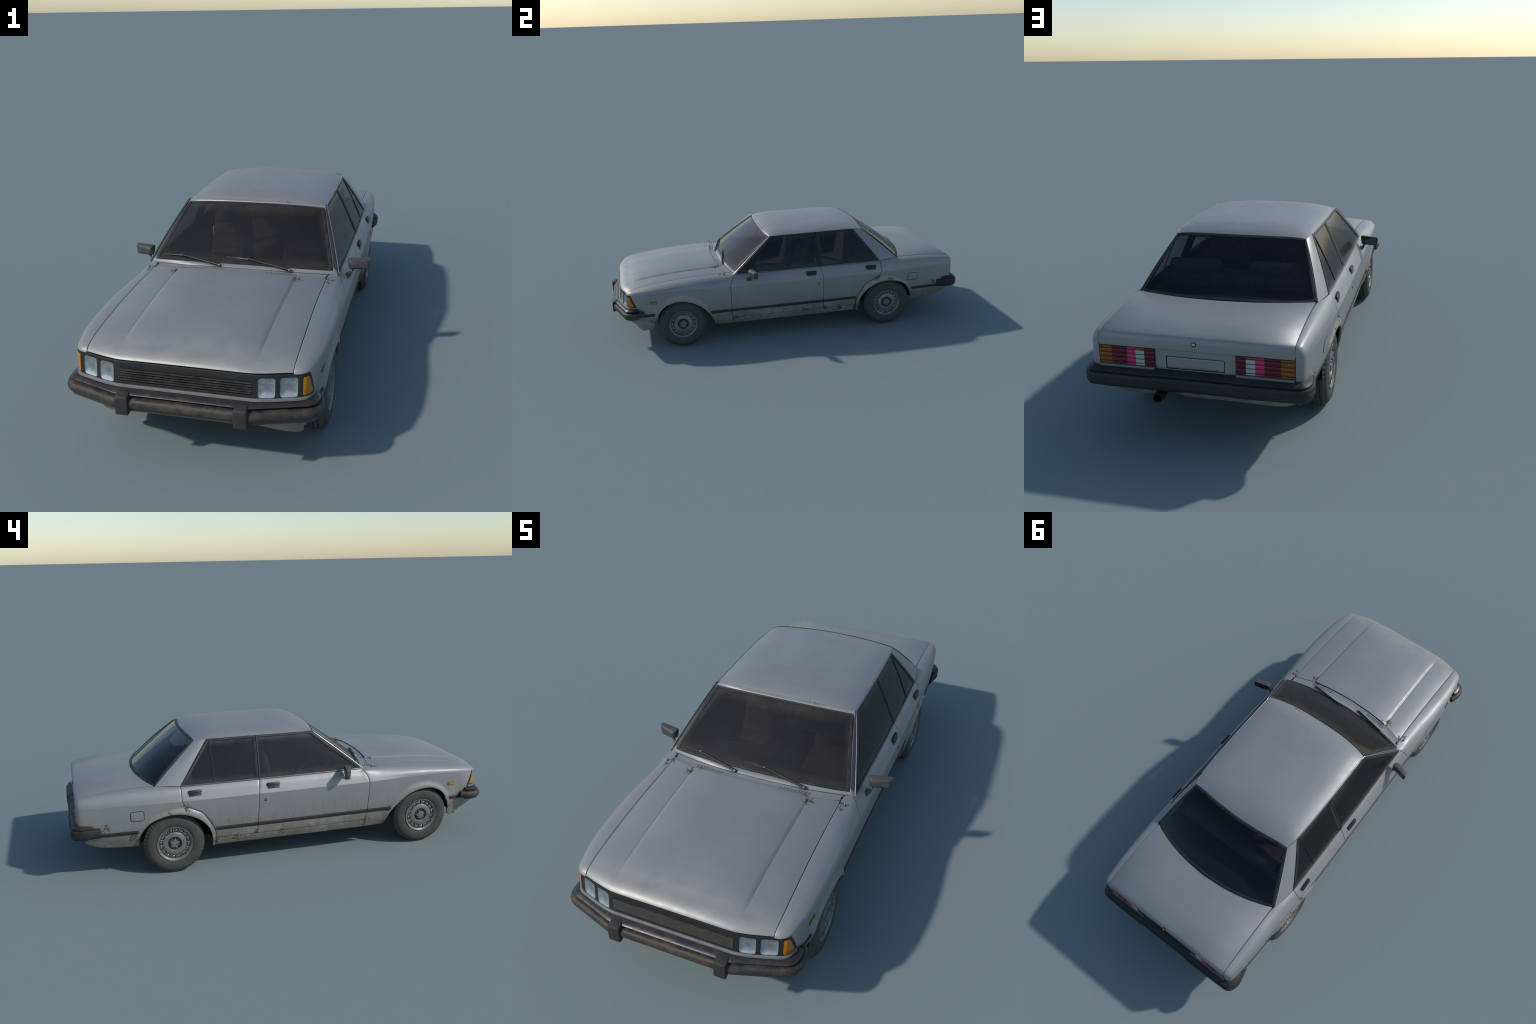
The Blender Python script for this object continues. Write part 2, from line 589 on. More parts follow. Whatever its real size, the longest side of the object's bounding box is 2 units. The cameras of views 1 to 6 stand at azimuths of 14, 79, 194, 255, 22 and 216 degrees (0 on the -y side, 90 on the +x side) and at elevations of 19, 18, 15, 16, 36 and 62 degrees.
def make_glass(name, tint, rough=0.05, dust=0.25, body=(0.016, 0.017, 0.02), clear=0.85, border=None):
    """old tinted pane: mostly see-through, with a mirror-like skin, a faint film, and dust along its borders"""
    N = Nodes(name)
    x, y, z = N.xyz()[:3]
    tr = N.n("ShaderNodeBsdfTransparent")
    N.put(tr.inputs[0], tint)
    film = N.noise(9, 6, 0.65)
    ragged = N.math("MULTIPLY", N.math("SUBTRACT", N.noise(38, 6, 0.7), 0.5), 0.030)
    d = None
    if border:
        # distance to the pane's edge, from its trapezium in the object frame
        d = border(N, x, y, z)
        d = N.range(N.math("ADD", d, ragged), 0.030, 0.002)
        d = N.math("MULTIPLY", d, N.range(film, 0.2, 0.6, 0.35, 1.0))
    f0 = N.range(film, 0.4, 0.75, 0.04, 0.22)
    d = N.math("MAXIMUM", d, f0) if d is not None else f0
    d = N.math("MULTIPLY", d, dust)
    col = N.mix(d, body, (0.15, 0.125, 0.085))
    sh = N.bsdf(col, 0.6, 0.0, 0.1)
    gl = N.n("ShaderNodeBsdfGlossy")
    N.put(gl.inputs["Color"], (0.9, 0.9, 0.9))
    N.put(gl.inputs["Roughness"], N.math("ADD", rough, N.math("MULTIPLY", d, 0.3)))
    ms = N.n("ShaderNodeMixShader")
    lw = N.n("ShaderNodeLayerWeight")
    lw.inputs[0].default_value = 0.5
    fres = N.math("MULTIPLY_ADD", N.math("POWER", lw.outputs["Facing"], 5.0), 0.94, 0.04)
    opaque = N.math("ADD", 1.0 - clear, d, clamp=True)
    # the pane is a thin slab: only the face the ray enters by tints and reflects
    back = N.n("ShaderNodeNewGeometry").outputs["Backfacing"]
    front = N.math("SUBTRACT", 1.0, back)
    N.put(ms.inputs[0], N.math("MULTIPLY", opaque, front))
    N.put(tr.inputs[0], N.mix(back, tint, (1.0, 1.0, 1.0)))
    N.t.links.new(tr.outputs[0], ms.inputs[1])
    N.t.links.new(sh, ms.inputs[2])
    top = N.n("ShaderNodeMixShader")
    N.put(top.inputs[0], N.math("MULTIPLY", N.math("MULTIPLY", fres, 0.70), front))
    N.t.links.new(ms.outputs[0], top.inputs[1])
    N.t.links.new(gl.outputs[0], top.inputs[2])
    return N.done(top.outputs[0])


def trapezium(half0, half1, z0, z1):
    """edge distance for a pane seen along the car: half widths at z0 and z1"""
    def f(N, x, y, z):
        w = N.math("MULTIPLY_ADD", N.math("SUBTRACT", z, z0), (half1 - half0) / (z1 - z0), half0)
        a = N.math("SUBTRACT", w, N.math("ABSOLUTE", x))
        return N.math("MINIMUM", a, N.math("MINIMUM", N.math("SUBTRACT", z, z0), N.math("SUBTRACT", z1, z)))
    return f


def band(z0, z1):
    return lambda N, x, y, z: N.math("MINIMUM", N.math("SUBTRACT", z, z0), N.math("SUBTRACT", z1, z))


def make_lens(name, col, rough=0.25):
    N = Nodes(name)
    f = N.noise(40, 3)
    c = N.mix(f, tuple(v * 0.8 for v in col), col)
    return N.done(N.bsdf(c, rough, 0, 0.35, coat=0.12, coat_rough=0.06))


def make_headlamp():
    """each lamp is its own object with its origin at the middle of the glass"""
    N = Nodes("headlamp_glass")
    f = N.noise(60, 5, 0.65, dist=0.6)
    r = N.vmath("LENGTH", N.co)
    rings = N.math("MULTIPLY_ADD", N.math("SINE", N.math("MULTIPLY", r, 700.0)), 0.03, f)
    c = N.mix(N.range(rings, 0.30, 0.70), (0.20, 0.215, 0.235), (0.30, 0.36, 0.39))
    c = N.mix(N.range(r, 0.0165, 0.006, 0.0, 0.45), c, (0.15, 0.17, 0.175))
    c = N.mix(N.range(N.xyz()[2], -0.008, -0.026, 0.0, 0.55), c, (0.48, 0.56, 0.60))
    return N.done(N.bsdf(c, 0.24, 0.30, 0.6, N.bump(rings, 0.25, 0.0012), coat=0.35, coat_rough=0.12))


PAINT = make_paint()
BLACK = simple("black_plastic", (0.020, 0.020, 0.021), 0.45, spec=0.4)
FRAME = make_rubber("window_rubber", (0.018, 0.018, 0.018), (0.055, 0.05, 0.04), 0.5, 0.5)
RUB = make_rubber("rub_strip", (0.022, 0.021, 0.021), (0.05, 0.045, 0.036), 0.5, 0.6)
BUMPER = make_rubber("bumper_rubber", (0.030, 0.029, 0.029), (0.090, 0.067, 0.040), 0.85, 0.5)
BUMPER_REAR = make_rubber("rear_bumper_rubber", (0.020, 0.020, 0.021), (0.040, 0.037, 0.032), 0.55, 0.52)
LEDGE = make_rubber("bumper_metal", (0.055, 0.055, 0.062), (0.085, 0.06, 0.034), 0.8, 0.28, 0.6, 0.55)
GUARD = make_rubber("guard_rubber", (0.030, 0.029, 0.029), (0.05, 0.046, 0.04), 0.4, 0.6)
CHROME = simple("chrome", (0.50, 0.50, 0.51), 0.22, 1.0)
DULL_CHROME = simple("dull_chrome", (0.20, 0.20, 0.205), 0.38, 0.8)
PILLAR = make_rubber("pillar_trim", (0.060, 0.060, 0.062), (0.085, 0.075, 0.06), 0.5, 0.40, 0.5)
MIRROR_GREY = make_rubber("mirror_housing", (0.060, 0.060, 0.060), (0.085, 0.08, 0.068), 0.5, 0.42, 0.5)
TRIM = make_rubber("grey_trim", (0.20, 0.20, 0.20), (0.13, 0.12, 0.10), 0.5, 0.45, 0.5, 0.1)
DARK = simple("dark_inside", (0.012, 0.012, 0.012), 0.9, spec=0.1)
UNDER = simple("underbody", (0.03, 0.028, 0.025), 0.9, spec=0.1)
TYRE = make_rubber("tyre_rubber", (0.050, 0.050, 0.046), (0.078, 0.075, 0.062), 0.8, 0.62, 0.4)
RIM = make_rubber("wheel_alloy", (0.200, 0.195, 0.192), (0.13, 0.110, 0.090), 0.7, 0.42, 0.5, 0.30)
RIM_BRIGHT = make_rubber("wheel_slot", (0.22, 0.215, 0.21), (0.11, 0.10, 0.09), 0.7, 0.32, 0.5, 0.55)
RIM_DARK = simple("wheel_shadow", (0.03, 0.03, 0.032), 0.5)
AMBER = make_lens("amber_lens", (0.50, 0.19, 0.012), 0.22)
RED = make_lens("red_lens", (0.125, 0.003, 0.014))
PINK = make_lens("pink_lens", (0.58, 0.030, 0.12))
WHITE_LENS = make_lens("white_lens", (0.40, 0.47, 0.43))
TAIL_AMBER = make_lens("tail_amber_lens", (0.27, 0.082, 0.003))
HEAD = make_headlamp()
SCREEN = make_glass("windscreen_glass", (0.50, 0.49, 0.48), 0.05, 0.22, (0.040, 0.036, 0.034), 0.64, trapezium(0.315, 0.250, 0.412, 0.566))
REAR_GLASS = make_glass("rear_glass", (0.46, 0.49, 0.53), 0.05, 0.06, (0.012, 0.014, 0.020), 0.84)
SIDE_GLASS = make_glass("side_glass", (0.62, 0.63, 0.65), 0.14, 0.24, (0.030, 0.029, 0.031), 0.64, band(0.394, 0.560))
SEAT = simple("seat_cloth", (0.105, 0.087, 0.074), 0.9, spec=0.2)
SEAT_DARK = simple("seat_seam", (0.045, 0.038, 0.033), 0.9, spec=0.2)
DASH = simple("dashboard_plastic", (0.035, 0.033, 0.033), 0.7, spec=0.3)
RED_KNOB = simple("red_knob", (0.4, 0.02, 0.02), 0.4)

# ------------------------------------------------------------------ body side: rails along the car
FRONT_Y, REAR_Y = -0.9214, 0.9668
gap_z = knots((-0.95, 0.3330), (-0.92, 0.3392), (-0.9004, 0.3437), (-0.85, 0.3540), (-0.751, 0.3683), (-0.63, 0.3812), (-0.4954, 0.3885), (-0.4025, 0.3905), (-0.3564, 0.3930), (-0.3345, 0.3928), (-0.3233, 0.3905))
sill_z = knots((-0.3233, 0.3900), (0.0, 0.3895), (0.17, 0.3895), (0.36, 0.3890), (0.5215, 0.3890), (0.6278, 0.3948), (0.7125, 0.3945), (0.80, 0.3910), (0.88, 0.3835), (0.93, 0.3765), (0.955, 0.3715), (0.9685, 0.369))
top_x = knots((-0.93, 0.2990), (-0.9214, 0.2990), (-0.85, 0.3005), (-0.50, 0.3010), (-0.372, 0.3035), (-0.3345, 0.3060), (-0.3233, 0.3350), (-0.20, 0.3380), (0.10, 0.3410), (0.36, 0.3400), (0.5215, 0.3380), (0.575, 0.3310), (0.6278, 0.3185), (0.66, 0.3150), (0.97, 0.3150))


def top_z(y):
    y = np.asarray(y, float)
    return np.where(y < -0.3233, gap_z(y), sill_z(y))


r0x = knots((-0.95, 0.300), (-0.85, 0.298), (-0.782, 0.3215), (-0.445, 0.3255), (-0.34, 0.3325), (0.0, 0.3345), (0.39, 0.3340), (0.714, 0.3120), (0.80, 0.306), (0.97, 0.296))
r1x = knots((-0.95, 0.318), (-0.85, 0.316), (-0.782, 0.3300), (-0.445, 0.3430), (-0.34, 0.3450), (0.18, 0.3490), (0.39, 0.3450), (0.714, 0.3265), (0.80, 0.320), (0.97, 0.305))
r2x = knots((-0.95, 0.330), (-0.90, 0.3340), (-0.833, 0.3445), (-0.77, 0.3525), (-0.47, 0.3550), (-0.35, 0.3545), (0.18, 0.3560), (0.37, 0.3565), (0.52, 0.3560), (0.71, 0.3508), (0.88, 0.3440), (0.97, 0.336))
r3x = knots((-0.95, 0.336), (-0.90, 0.3420), (-0.87, 0.3480), (-0.80, 0.3545), (-0.70, 0.3625), (-0.55, 0.3660), (-0.35, 0.3660), (0.15, 0.3690), (0.40, 0.3682), (0.52, 0.3660), (0.714, 0.3605), (0.85, 0.3530), (0.935, 0.3460), (0.97, 0.342))
r4x = knots((-0.95, 0.336), (-0.88, 0.3455), (-0.80, 0.3610), (-0.70, 0.3685), (-0.60, 0.3715), (-0.47, 0.3715), (-0.35, 0.3705), (-0.10, 0.3735), (0.15, 0.3755), (0.40, 0.3745), (0.52, 0.3720), (0.70, 0.3665), (0.85, 0.3575), (0.935, 0.3475), (0.97, 0.343))
r4z = knots((-0.95, 0.3235), (-0.8977, 0.3237), (-0.86, 0.3285), (-0.78, 0.3345), (-0.70, 0.3375), (-0.60, 0.3385), (-0.46, 0.3340), (-0.35, 0.3305), (0.0, 0.3310), (0.40, 0.3305), (0.65, 0.3310), (0.85, 0.3335), (0.97, 0.3335))
r1z = knots((-0.95, 0.135), (0.4, 0.138), (0.97, 0.138))
r2z = knots((-0.95, 0.205), (-0.80, 0.203), (-0.47, 0.187), (0.40, 0.187), (0.71, 0.206), (0.97, 0.206))
f5x = knots((-0.92, 0.10), (-0.58, 0.10), (-0.40, 0.26), (-0.15, 0.45), (0.40, 0.47), (0.66, 0.13), (0.97, 0.11))
f5z = knots((-0.92, 0.43), (-0.58, 0.43), (-0.40, 0.51), (-0.15, 0.58), (0.40, 0.58), (0.66, 0.46), (0.97, 0.45))
f6x = knots((-0.92, 0.43), (-0.58, 0.44), (-0.40, 0.57), (-0.15, 0.72), (0.40, 0.73), (0.66, 0.46), (0.97, 0.44))
f6z = knots((-0.92, 0.82), (-0.58, 0.82), (-0.40, 0.83), (-0.15, 0.82), (0.40, 0.82), (0.66, 0.83), (0.97, 0.83))
# the shoulder itself flows past the foot of the screen pillar
flow_x = knots((-0.93, 0.2990), (-0.85, 0.3005), (-0.55, 0.3015), (-0.42, 0.3100), (-0.32, 0.3260), (-0.22, 0.3360), (-0.10, 0.3395), (0.10, 0.3410), (0.36, 0.3400), (0.5215, 0.3380), (0.575, 0.3310), (0.6278, 0.3185), (0.66, 0.3150), (0.97, 0.3150))
VK = np.array([0.100, 0.138, 0.190, 0.265, 0.331, 0.366, 0.392, 0.430])  # parameter of the rails
V_TOP = VK[-1]


def hermite(P, t):
    """curve through control columns P[k][n], t in 0..k-1, finite-difference tangents"""
    K = len(P)
    i = np.clip(np.floor(t).astype(int), 0, K - 2)
    u = t - i
    M = np.empty_like(P)
    M[1:-1] = (P[2:] - P[:-2]) / 2
    M[0] = P[1] - P[0] - (M[1] - (P[1] - P[0])) * 0.5
    M[-1] = P[-1] - P[-2] - (M[-2] - (P[-1] - P[-2])) * 0.5
    n = np.arange(P.shape[1])
    p0, p1, m0, m1 = P[i, n], P[i + 1, n], M[i, n], M[i + 1, n]
    u2, u3 = u * u, u ** 3
    return (2 * u3 - 3 * u2 + 1) * p0 + (u3 - 2 * u2 + u) * m0 + (3 * u2 - 2 * u3) * p1 + (u3 - u2) * m1


ARCH_F = [(-0.445, 0.0985), (-0.4535, 0.145), (-0.473, 0.179), (-0.506, 0.216), (-0.542, 0.2453), (-0.580, 0.263), (-0.618, 0.2725), (-0.664, 0.2715), (-0.690, 0.263), (-0.713, 0.252), (-0.736, 0.232), (-0.757, 0.197), (-0.770, 0.163), (-0.778, 0.130), (-0.7815, 0.111)]
ARCH_R = [(0.714, 0.1325), (0.708, 0.150), (0.702, 0.184), (0.688, 0.2135), (0.660, 0.2445), (0.624, 0.263), (0.578, 0.2735), (0.534, 0.2735), (0.497, 0.265), (0.456, 0.245), (0.434, 0.228), (0.409, 0.199), (0.397, 0.172), (0.3905, 0.142), (0.389, 0.113), (0.389, 0.096)]
FLARE_F = [(-0.435, 0.13), (-0.474, 0.2095), (-0.516, 0.2597), (-0.556, 0.2893), (-0.603, 0.2995), (-0.6526, 0.3017), (-0.7093, 0.2812), (-0.752, 0.247), (-0.785, 0.19), (-0.80, 0.12)]
FLARE_R = [(0.735, 0.13), (0.718, 0.19), (0.675, 0.250), (0.617, 0.279), (0.575, 0.2938), (0.528, 0.2988), (0.4787, 0.2925), (0.437, 0.272), (0.417, 0.249), (0.394, 0.214), (0.377, 0.177), (0.3738, 0.140), (0.3735, 0.100)]
WHEEL_F, WHEEL_R, TYRE_R = (-0.6235, 0.1360), (0.5600, 0.1360), 0.1360


def polar(pts, c):
    p = np.array(pts) - np.array(c)
    th, r = np.arctan2(p[:, 1], p[:, 0]), np.hypot(p[:, 0], p[:, 1])
    th = np.where(th < -pi / 2, th + tau, th)
    o = np.argsort(th)
    return lambda a: np.interp(a, th[o], r[o])


def flare_fn(lip, outer, c, amount, fade):
    rl, ro = polar(lip, c), polar(outer, c)

    def f(y, z):
        th = np.arctan2(z - c[1], y - c[0])
        th = np.where(th < -pi / 2, th + tau, th)
        r = np.hypot(y - c[0], z - c[1])
        a, b = rl(th), ro(th)
        t = np.clip((b - r) / np.maximum(b - a, 1e-3), 0, 1)
        return amount * (1 - (1 - t) ** 2) * sstep(0.0, 0.12, t) * fade(th)

    return f


flare_front = flare_fn(ARCH_F, FLARE_F, WHEEL_F, 0.0100, lambda th: sstep(-0.35, 0.25, th) * sstep(3.55, 2.6, th))
flare_rear = flare_fn(ARCH_R, FLARE_R, WHEEL_R, 0.0110, lambda th: sstep(0.35, 1.0, th))


def side(y, v):
    """the outer skin of the +x flank: y along the car, v the rail parameter"""
    y, v = np.broadcast_arrays(np.asarray(y, float), np.asarray(v, float))
    shape = y.shape
    y, v = y.ravel(), v.ravel()
    yc = np.clip(y, FRONT_Y, REAR_Y)
    x4, z4, x7, z7 = r4x(yc), r4z(yc), top_x(yc), top_z(yc)
    # nose: everything above the crease wraps round to the bonnet gap
    q = np.clip((-0.880 - yc) / (-0.880 - FRONT_Y), 0, 1)
    e = np.sqrt(np.maximum(1 - q ** 2.2, 0))
    roll_f = np.sqrt(np.maximum(1 - np.clip((FRONT_Y + 0.030 - yc) / 0.030, 0, 1) ** 2, 0))
    z7 = z7 - 0.0150 * (1 - roll_f)
    x4 = x7 + (x4 - x7) * np.where(q > 0, e, 1)
    xf = np.where(q > 0, x7, flow_x(yc))
    x5, z5 = x4 + (xf - x4) * f5x(yc), z4 + (z7 - z4) * f5z(yc)
    x6, z6 = x4 + (xf - x4) * f6x(yc), z4 + (z7 - z4) * f6z(yc)
    # tail: corner wraps round to the lamps
    qr = np.clip((yc - 0.930) / (REAR_Y - 0.930), 0, 1)
    er = np.maximum(1 - qr ** 3.6, 0) ** (1 / 2.6)
    wrap = lambda xx: 0.3165 + (xx - 0.3165) * er
    lo = np.stack([r0x(yc), r1x(yc), r2x(yc), r3x(yc), x4])
    lo = np.where(qr > 0, 0.3165 + (lo - 0.3165) * np.where(lo > 0.3165, er, 1), lo)
    up = np.stack([x4, x5, x6, x7])
    up = np.where(qr > 0, 0.315 + (up - 0.315) * er, up)
    drop = 1 - np.sqrt(np.maximum(1 - np.clip((yc - 0.945) / (REAR_Y - 0.945), 0, 1) ** 2.4, 0))
    zl = np.stack([np.full_like(yc, 0.100), r1z(yc), r2z(yc), np.full_like(yc, 0.265), z4])
    zu = np.stack([z4, z5 - 0.006 * drop, z6 - 0.013 * drop, z7 - 0.018 * drop])
    s = np.interp(v, VK, np.arange(8))
    tl, tu = np.clip(s, 0, 4), np.clip(s - 4, 0, 3)
    x = np.where(s <= 4, hermite(lo, tl), hermite(up, tu))
    z = np.where(s <= 4, hermite(zl, tl), hermite(zu, tu))
    x = x + flare_front(yc, z) + flare_rear(yc, z)
    return np.stack([x, y, z], 1).reshape(shape + (3,))


_vs = np.linspace(VK[0], VK[-1], 240)


def v_at(y, z):
    zz = side(np.full_like(_vs, y), _vs)[:, 2]
    return float(np.interp(z, zz, _vs))


def yz(pts):
    return [(p[0], v_at(*p)) for p in pts]


def rail_top(y0, y1, n=40):
    return [(y, V_TOP) for y in np.linspace(y0, y1, n)]


GAP_1 = smooth_path([(-0.3233, 0.3895), (-0.334, 0.376), (-0.3445, 0.357), (-0.3513, 0.331), (-0.3518, 0.300), (-0.3497, 0.250), (-0.3470, 0.193), (-0.3440, 0.150), (-0.3400, 0.1005)], 4)
GAP_2 = smooth_path([(0.1680, 0.3895), (0.1720, 0.372), (0.1760, 0.345), (0.1772, 0.320), (0.1790, 0.265), (0.1806, 0.200), (0.1818, 0.1375)], 4)
GAP_3 = smooth_path([(0.5205, 0.3890), (0.5210, 0.360), (0.5205, 0.336), (0.5160, 0.318), (0.5020, 0.3035), (0.4787, 0.2930), (0.437, 0.272), (0.417, 0.249), (0.394, 0.214), (0.377, 0.177), (0.3738, 0.150), (0.3735, 0.1375)], 4)
SILL_TOP = 0.1372

US = np.unique(np.concatenate([np.linspace(-0.93, 0.97, 160), FRONT_Y + np.array([0.001, 0.003, 0.006, 0.01, 0.015, 0.021]), REAR_Y - np.array([0.0001, 0.0004, 0.001, 0.002, 0.004, 0.007, 0.011, 0.016])]))
VS = np.unique(np.concatenate([np.linspace(VK[0], VK[-1], 44), VK, VK[4] + np.array([-0.0014, 0.0014])]))

fender = (
    rail_top(FRONT_Y - 0.0010, -0.3345, 60) + [(-0.331, V_TOP), (-0.327, V_TOP)] + yz(GAP_1) + yz([(-0.40, 0.1005)]) + yz(smooth_path(ARCH_F, 3))
    + yz([(-0.80, 0.1035), (-0.847, 0.1020), (-0.8507, 0.1316), (-0.885, 0.152), (-0.909, 0.1716), (-0.900, 0.215), (-0.8712, 0.2565), (-0.8978, 0.3237)])
    + [(y, VK[4]) for y in (-0.905, -0.912, -0.917, -0.9202, FRONT_Y - 0.0010)]
)
front_door = [(y, V_TOP) for y in np.linspace(-0.3233, 0.168, 30)] + yz(GAP_2) + yz([(0.0, SILL_TOP), (-0.343, SILL_TOP)]) + yz([p for p in GAP_1[::-1] if p[1] > SILL_TOP + 0.004])
rear_door = [(y, V_TOP) for y in np.linspace(0.168, 0.5205, 24)] + yz(GAP_3) + yz([(0.28, SILL_TOP)]) + yz(GAP_2[::-1])
sill = yz([(-0.3432, SILL_TOP), (-0.3400, 0.1005), (0.0, 0.1003), (0.3735, 0.1003), (0.3735, SILL_TOP)])
quarter = (
    [(y, V_TOP) for y in np.concatenate([np.linspace(0.5205, 0.93, 46), 0.93 + (REAR_Y + 0.0011 - 0.93) * np.sin(np.linspace(0.1, 1, 10) * pi / 2)])]
    + yz([(REAR_Y + 0.0011, 0.30), (REAR_Y + 0.0011, 0.245), (0.9369, 0.1693), (0.909, 0.152), (0.874, 0.138), (0.80, 0.1325), (0.717, 0.1305)])
    + yz(smooth_path(ARCH_R, 3)) + yz([(0.3735, 0.0985)]) + yz(GAP_3[::-1])
)
for nm, ol, th in (("front_fender", fender, 0.008), ("front_door", front_door, 0.006), ("rear_door", rear_door, 0.006), ("sill", sill, 0.006), ("rear_quarter_panel", quarter, 0.008)):
    me = panel(nm, ol, side, US, VS, PAINT, thick=th)
    r, l = pair(nm, me)
    if nm == "front_door":
        DOORS_F = (r, l)
    if nm == "rear_door":
        DOORS_R = (r, l)
    if nm == "front_fender":
        FENDERS = (r, l)
    if nm == "rear_quarter_panel":
        QUARTERS = (r, l)


# dark lining behind the panels, so the gaps read as gaps
def lining(y, v):
    p = side(y, v)
    p[..., 0] -= 0.011
    return p


lin_out = [(y, V_TOP - 0.004) for y in np.linspace(-0.885, 0.955, 80)] + yz([(0.955, 0.27), (0.93, 0.20), (0.80, 0.15), (0.72, 0.15), (0.705, 0.20), (0.665, 0.255), (0.60, 0.285), (0.50, 0.280), (0.43, 0.24), (0.385, 0.17), (0.380, 0.104), (-0.43, 0.104), (-0.46, 0.18), (-0.53, 0.252), (-0.60, 0.284), (-0.67, 0.284), (-0.74, 0.25), (-0.78, 0.18), (-0.80, 0.12), (-0.84, 0.12), (-0.885, 0.20)])
pair("door_lining", panel("door_lining", lin_out, lining, np.linspace(-0.92, 0.96, 70), np.linspace(0.1, 0.43, 24), DARK, thick=0.004, roll=0, step=0.02))

# ------------------------------------------------------------------ rub strips along the flanks
rub_c = knots((-0.85, 0.199), (-0.775, 0.204), (-0.47, 0.1865), (0.38, 0.1850), (0.71, 0.2055), (0.90, 0.206))


def rub(name, y0, y1, slant0=0.0, slant1=0.0, half=0.0085):
    rows = []
    n = max(4, int((y1 - y0) / 0.02))
    for k in range(n + 1):
        t = k / n
        row = []
        for o, dz in ((-0.002, half), (0.0025, half * 0.85), (0.0042, half * 0.35), (0.0042, -half * 0.35), (0.0025, -half * 0.85), (-0.002, -half)):
            y = y0 + (y1 - y0) * t + dz * (slant0 * (1 - t) + slant1 * t)
            z = float(rub_c(y)) + dz
            p = side(np.array([y]), np.array([v_at(y, z)]))[0]
            row.append((p[0] + o, y, z))
        rows.append(row)
    return loft(name, rows, RUB, close_u=True, caps=True, sharp=50)


for (y0, y1, s0, s1, par) in ((-0.846, -0.776, 0, 0.45, FENDERS), (-0.4635, -0.3490, -0.55, 0, FENDERS), (-0.3455, 0.1792, 0, 0, DOORS_F), (0.1825, 0.3715, 0, 0.25, DOORS_R), (0.7135, 0.885, 0, 0, QUARTERS)):
    me = rub("rub_strip", y0, y1, s0, s1)
    add("rub_strip", me, par[0])
    add("rub_strip", mirrored(me), par[1])

# ------------------------------------------------------------------ bonnet
hood_rear_y = knots((0, -0.4089), (0.1, -0.4053), (0.2, -0.3945), (0.25, -0.3819), (0.3035, -0.3665))
hood_rear_z = knots((0, 0.4077), (0.1, 0.4051), (0.2, 0.3985), (0.25, 0.3957), (0.3035, 0.3930))
hood_front_y = knots((0, -0.9490), (0.15, -0.9487), (0.19, -0.9478), (0.215, -0.9440), (0.299, -0.9214), (0.32, -0.915))
crease_z = knots((-0.95, 0.3380), (-0.93, 0.3435), (-0.89, 0.3527), (-0.873, 0.3568), (-0.8045, 0.3670), (-0.7716, 0.3718), (-0.68, 0.3812), (-0.5742, 0.3893), (-0.4778, 0.3942), (-0.3957, 0.3985), (-0.36, 0.3995))
crown = knots((-0.95, 0.0010), (-0.88, 0.0035), (-0.75, 0.0075), (-0.60, 0.0095), (-0.41, 0.0092), (-0.36, 0.0092))


def hood(x, y):
    x, y = np.broadcast_arrays(np.asarray(x, float), np.asarray(y, float))
    a = np.abs(x)
    yf = hood_front_y(a)
    cz, gz = crease_z(y), gap_z(np.minimum(y, -0.345))
    c0 = np.interp(y, [-0.90, -0.40], [0.1975, 0.2060])
    t = np.clip(a / c0, 0, 1)
    inner = cz + crown(y) * (1 - t ** 2.2)
    u = np.clip((a - c0) / (0.3025 - c0), 0, 1.2)
    outer = cz + (gz - cz) * (0.75 * u + 0.25 * u * u)
    z = np.where(a < c0, inner, outer)
    # the pressed step that runs along the bonnet
    z = z + 0.0032 * (1 - sstep(-0.010, 0.0035, a - c0)) * sstep(-0.92, -0.82, y) - 0.0010 * np.exp(-((a - c0 - 0.0025) / 0.0025) ** 2) * sstep(-0.90, -0.80, y)
    d = np.clip(y - yf, 0, 0.038)
    z = z - 0.0152 * (1 - np.sqrt(np.maximum(1 - (1 - d / 0.038) ** 2, 0)))
    return np.stack([x, y, z], -1)


def hood_bend(x, y):
    a = np.abs(x)
    c0 = np.interp(y, [-0.90, -0.40], [0.1975, 0.2060])
    t = np.clip(a / c0, 0, 1)
    k = sstep(-0.95, -0.80, y) * 0.7 + 0.3
    inner = 0.17 * t ** 2.5 * k
    u = np.clip((a - c0) / (0.3 - c0), 0, 1)
    outer = 0.05 + 0.22 * u ** 2
    w = sstep(-0.002, 0.003, a - c0)
    return np.stack([np.sign(x) * (inner * (1 - w) + outer * w * k), 0 * x, 0 * x], 1)


def lid_bend(x, s):
    a = np.clip(np.abs(x) / 0.315, 0, 1)
    f = sstep(0.02, 0.20, s) * sstep(LID_L, 0.28, s)
    return np.stack([np.sign(x) * (0.20 * a ** 2 + 0.42 * a ** 4) * (0.35 + 0.65 * f), 0.10 * sstep(0.14, 0.255, s) * sstep(LID_L, 0.28, s), 0 * x], 1)


hood_out = [(x, float(hood_front_y(abs(x)))) for x in np.linspace(-0.2990, 0.2990, 60)] + [(float(top_x(y)), y) for y in np.linspace(-0.91, -0.3665, 50)] + [(x, float(hood_rear_y(abs(x)))) for x in np.linspace(0.3035, -0.3035, 50)] + [(-float(top_x(y)), y) for y in np.linspace(-0.3665, -0.91, 50)]
hx = np.unique(np.concatenate([np.linspace(0, 0.30, 34), 0.2 + np.linspace(-0.008, 0.014, 16)]))
hx = np.concatenate([-hx[::-1], hx[1:]])
hy = np.concatenate([np.linspace(-0.90, -0.37, 56), np.linspace(-0.947, -0.903, 26)])
add("bonnet", panel("bonnet", hood_out, hood, hx, hy, PAINT, thick=0.008, gap=0.0012, roll=0.0006, bend=hood_bend))


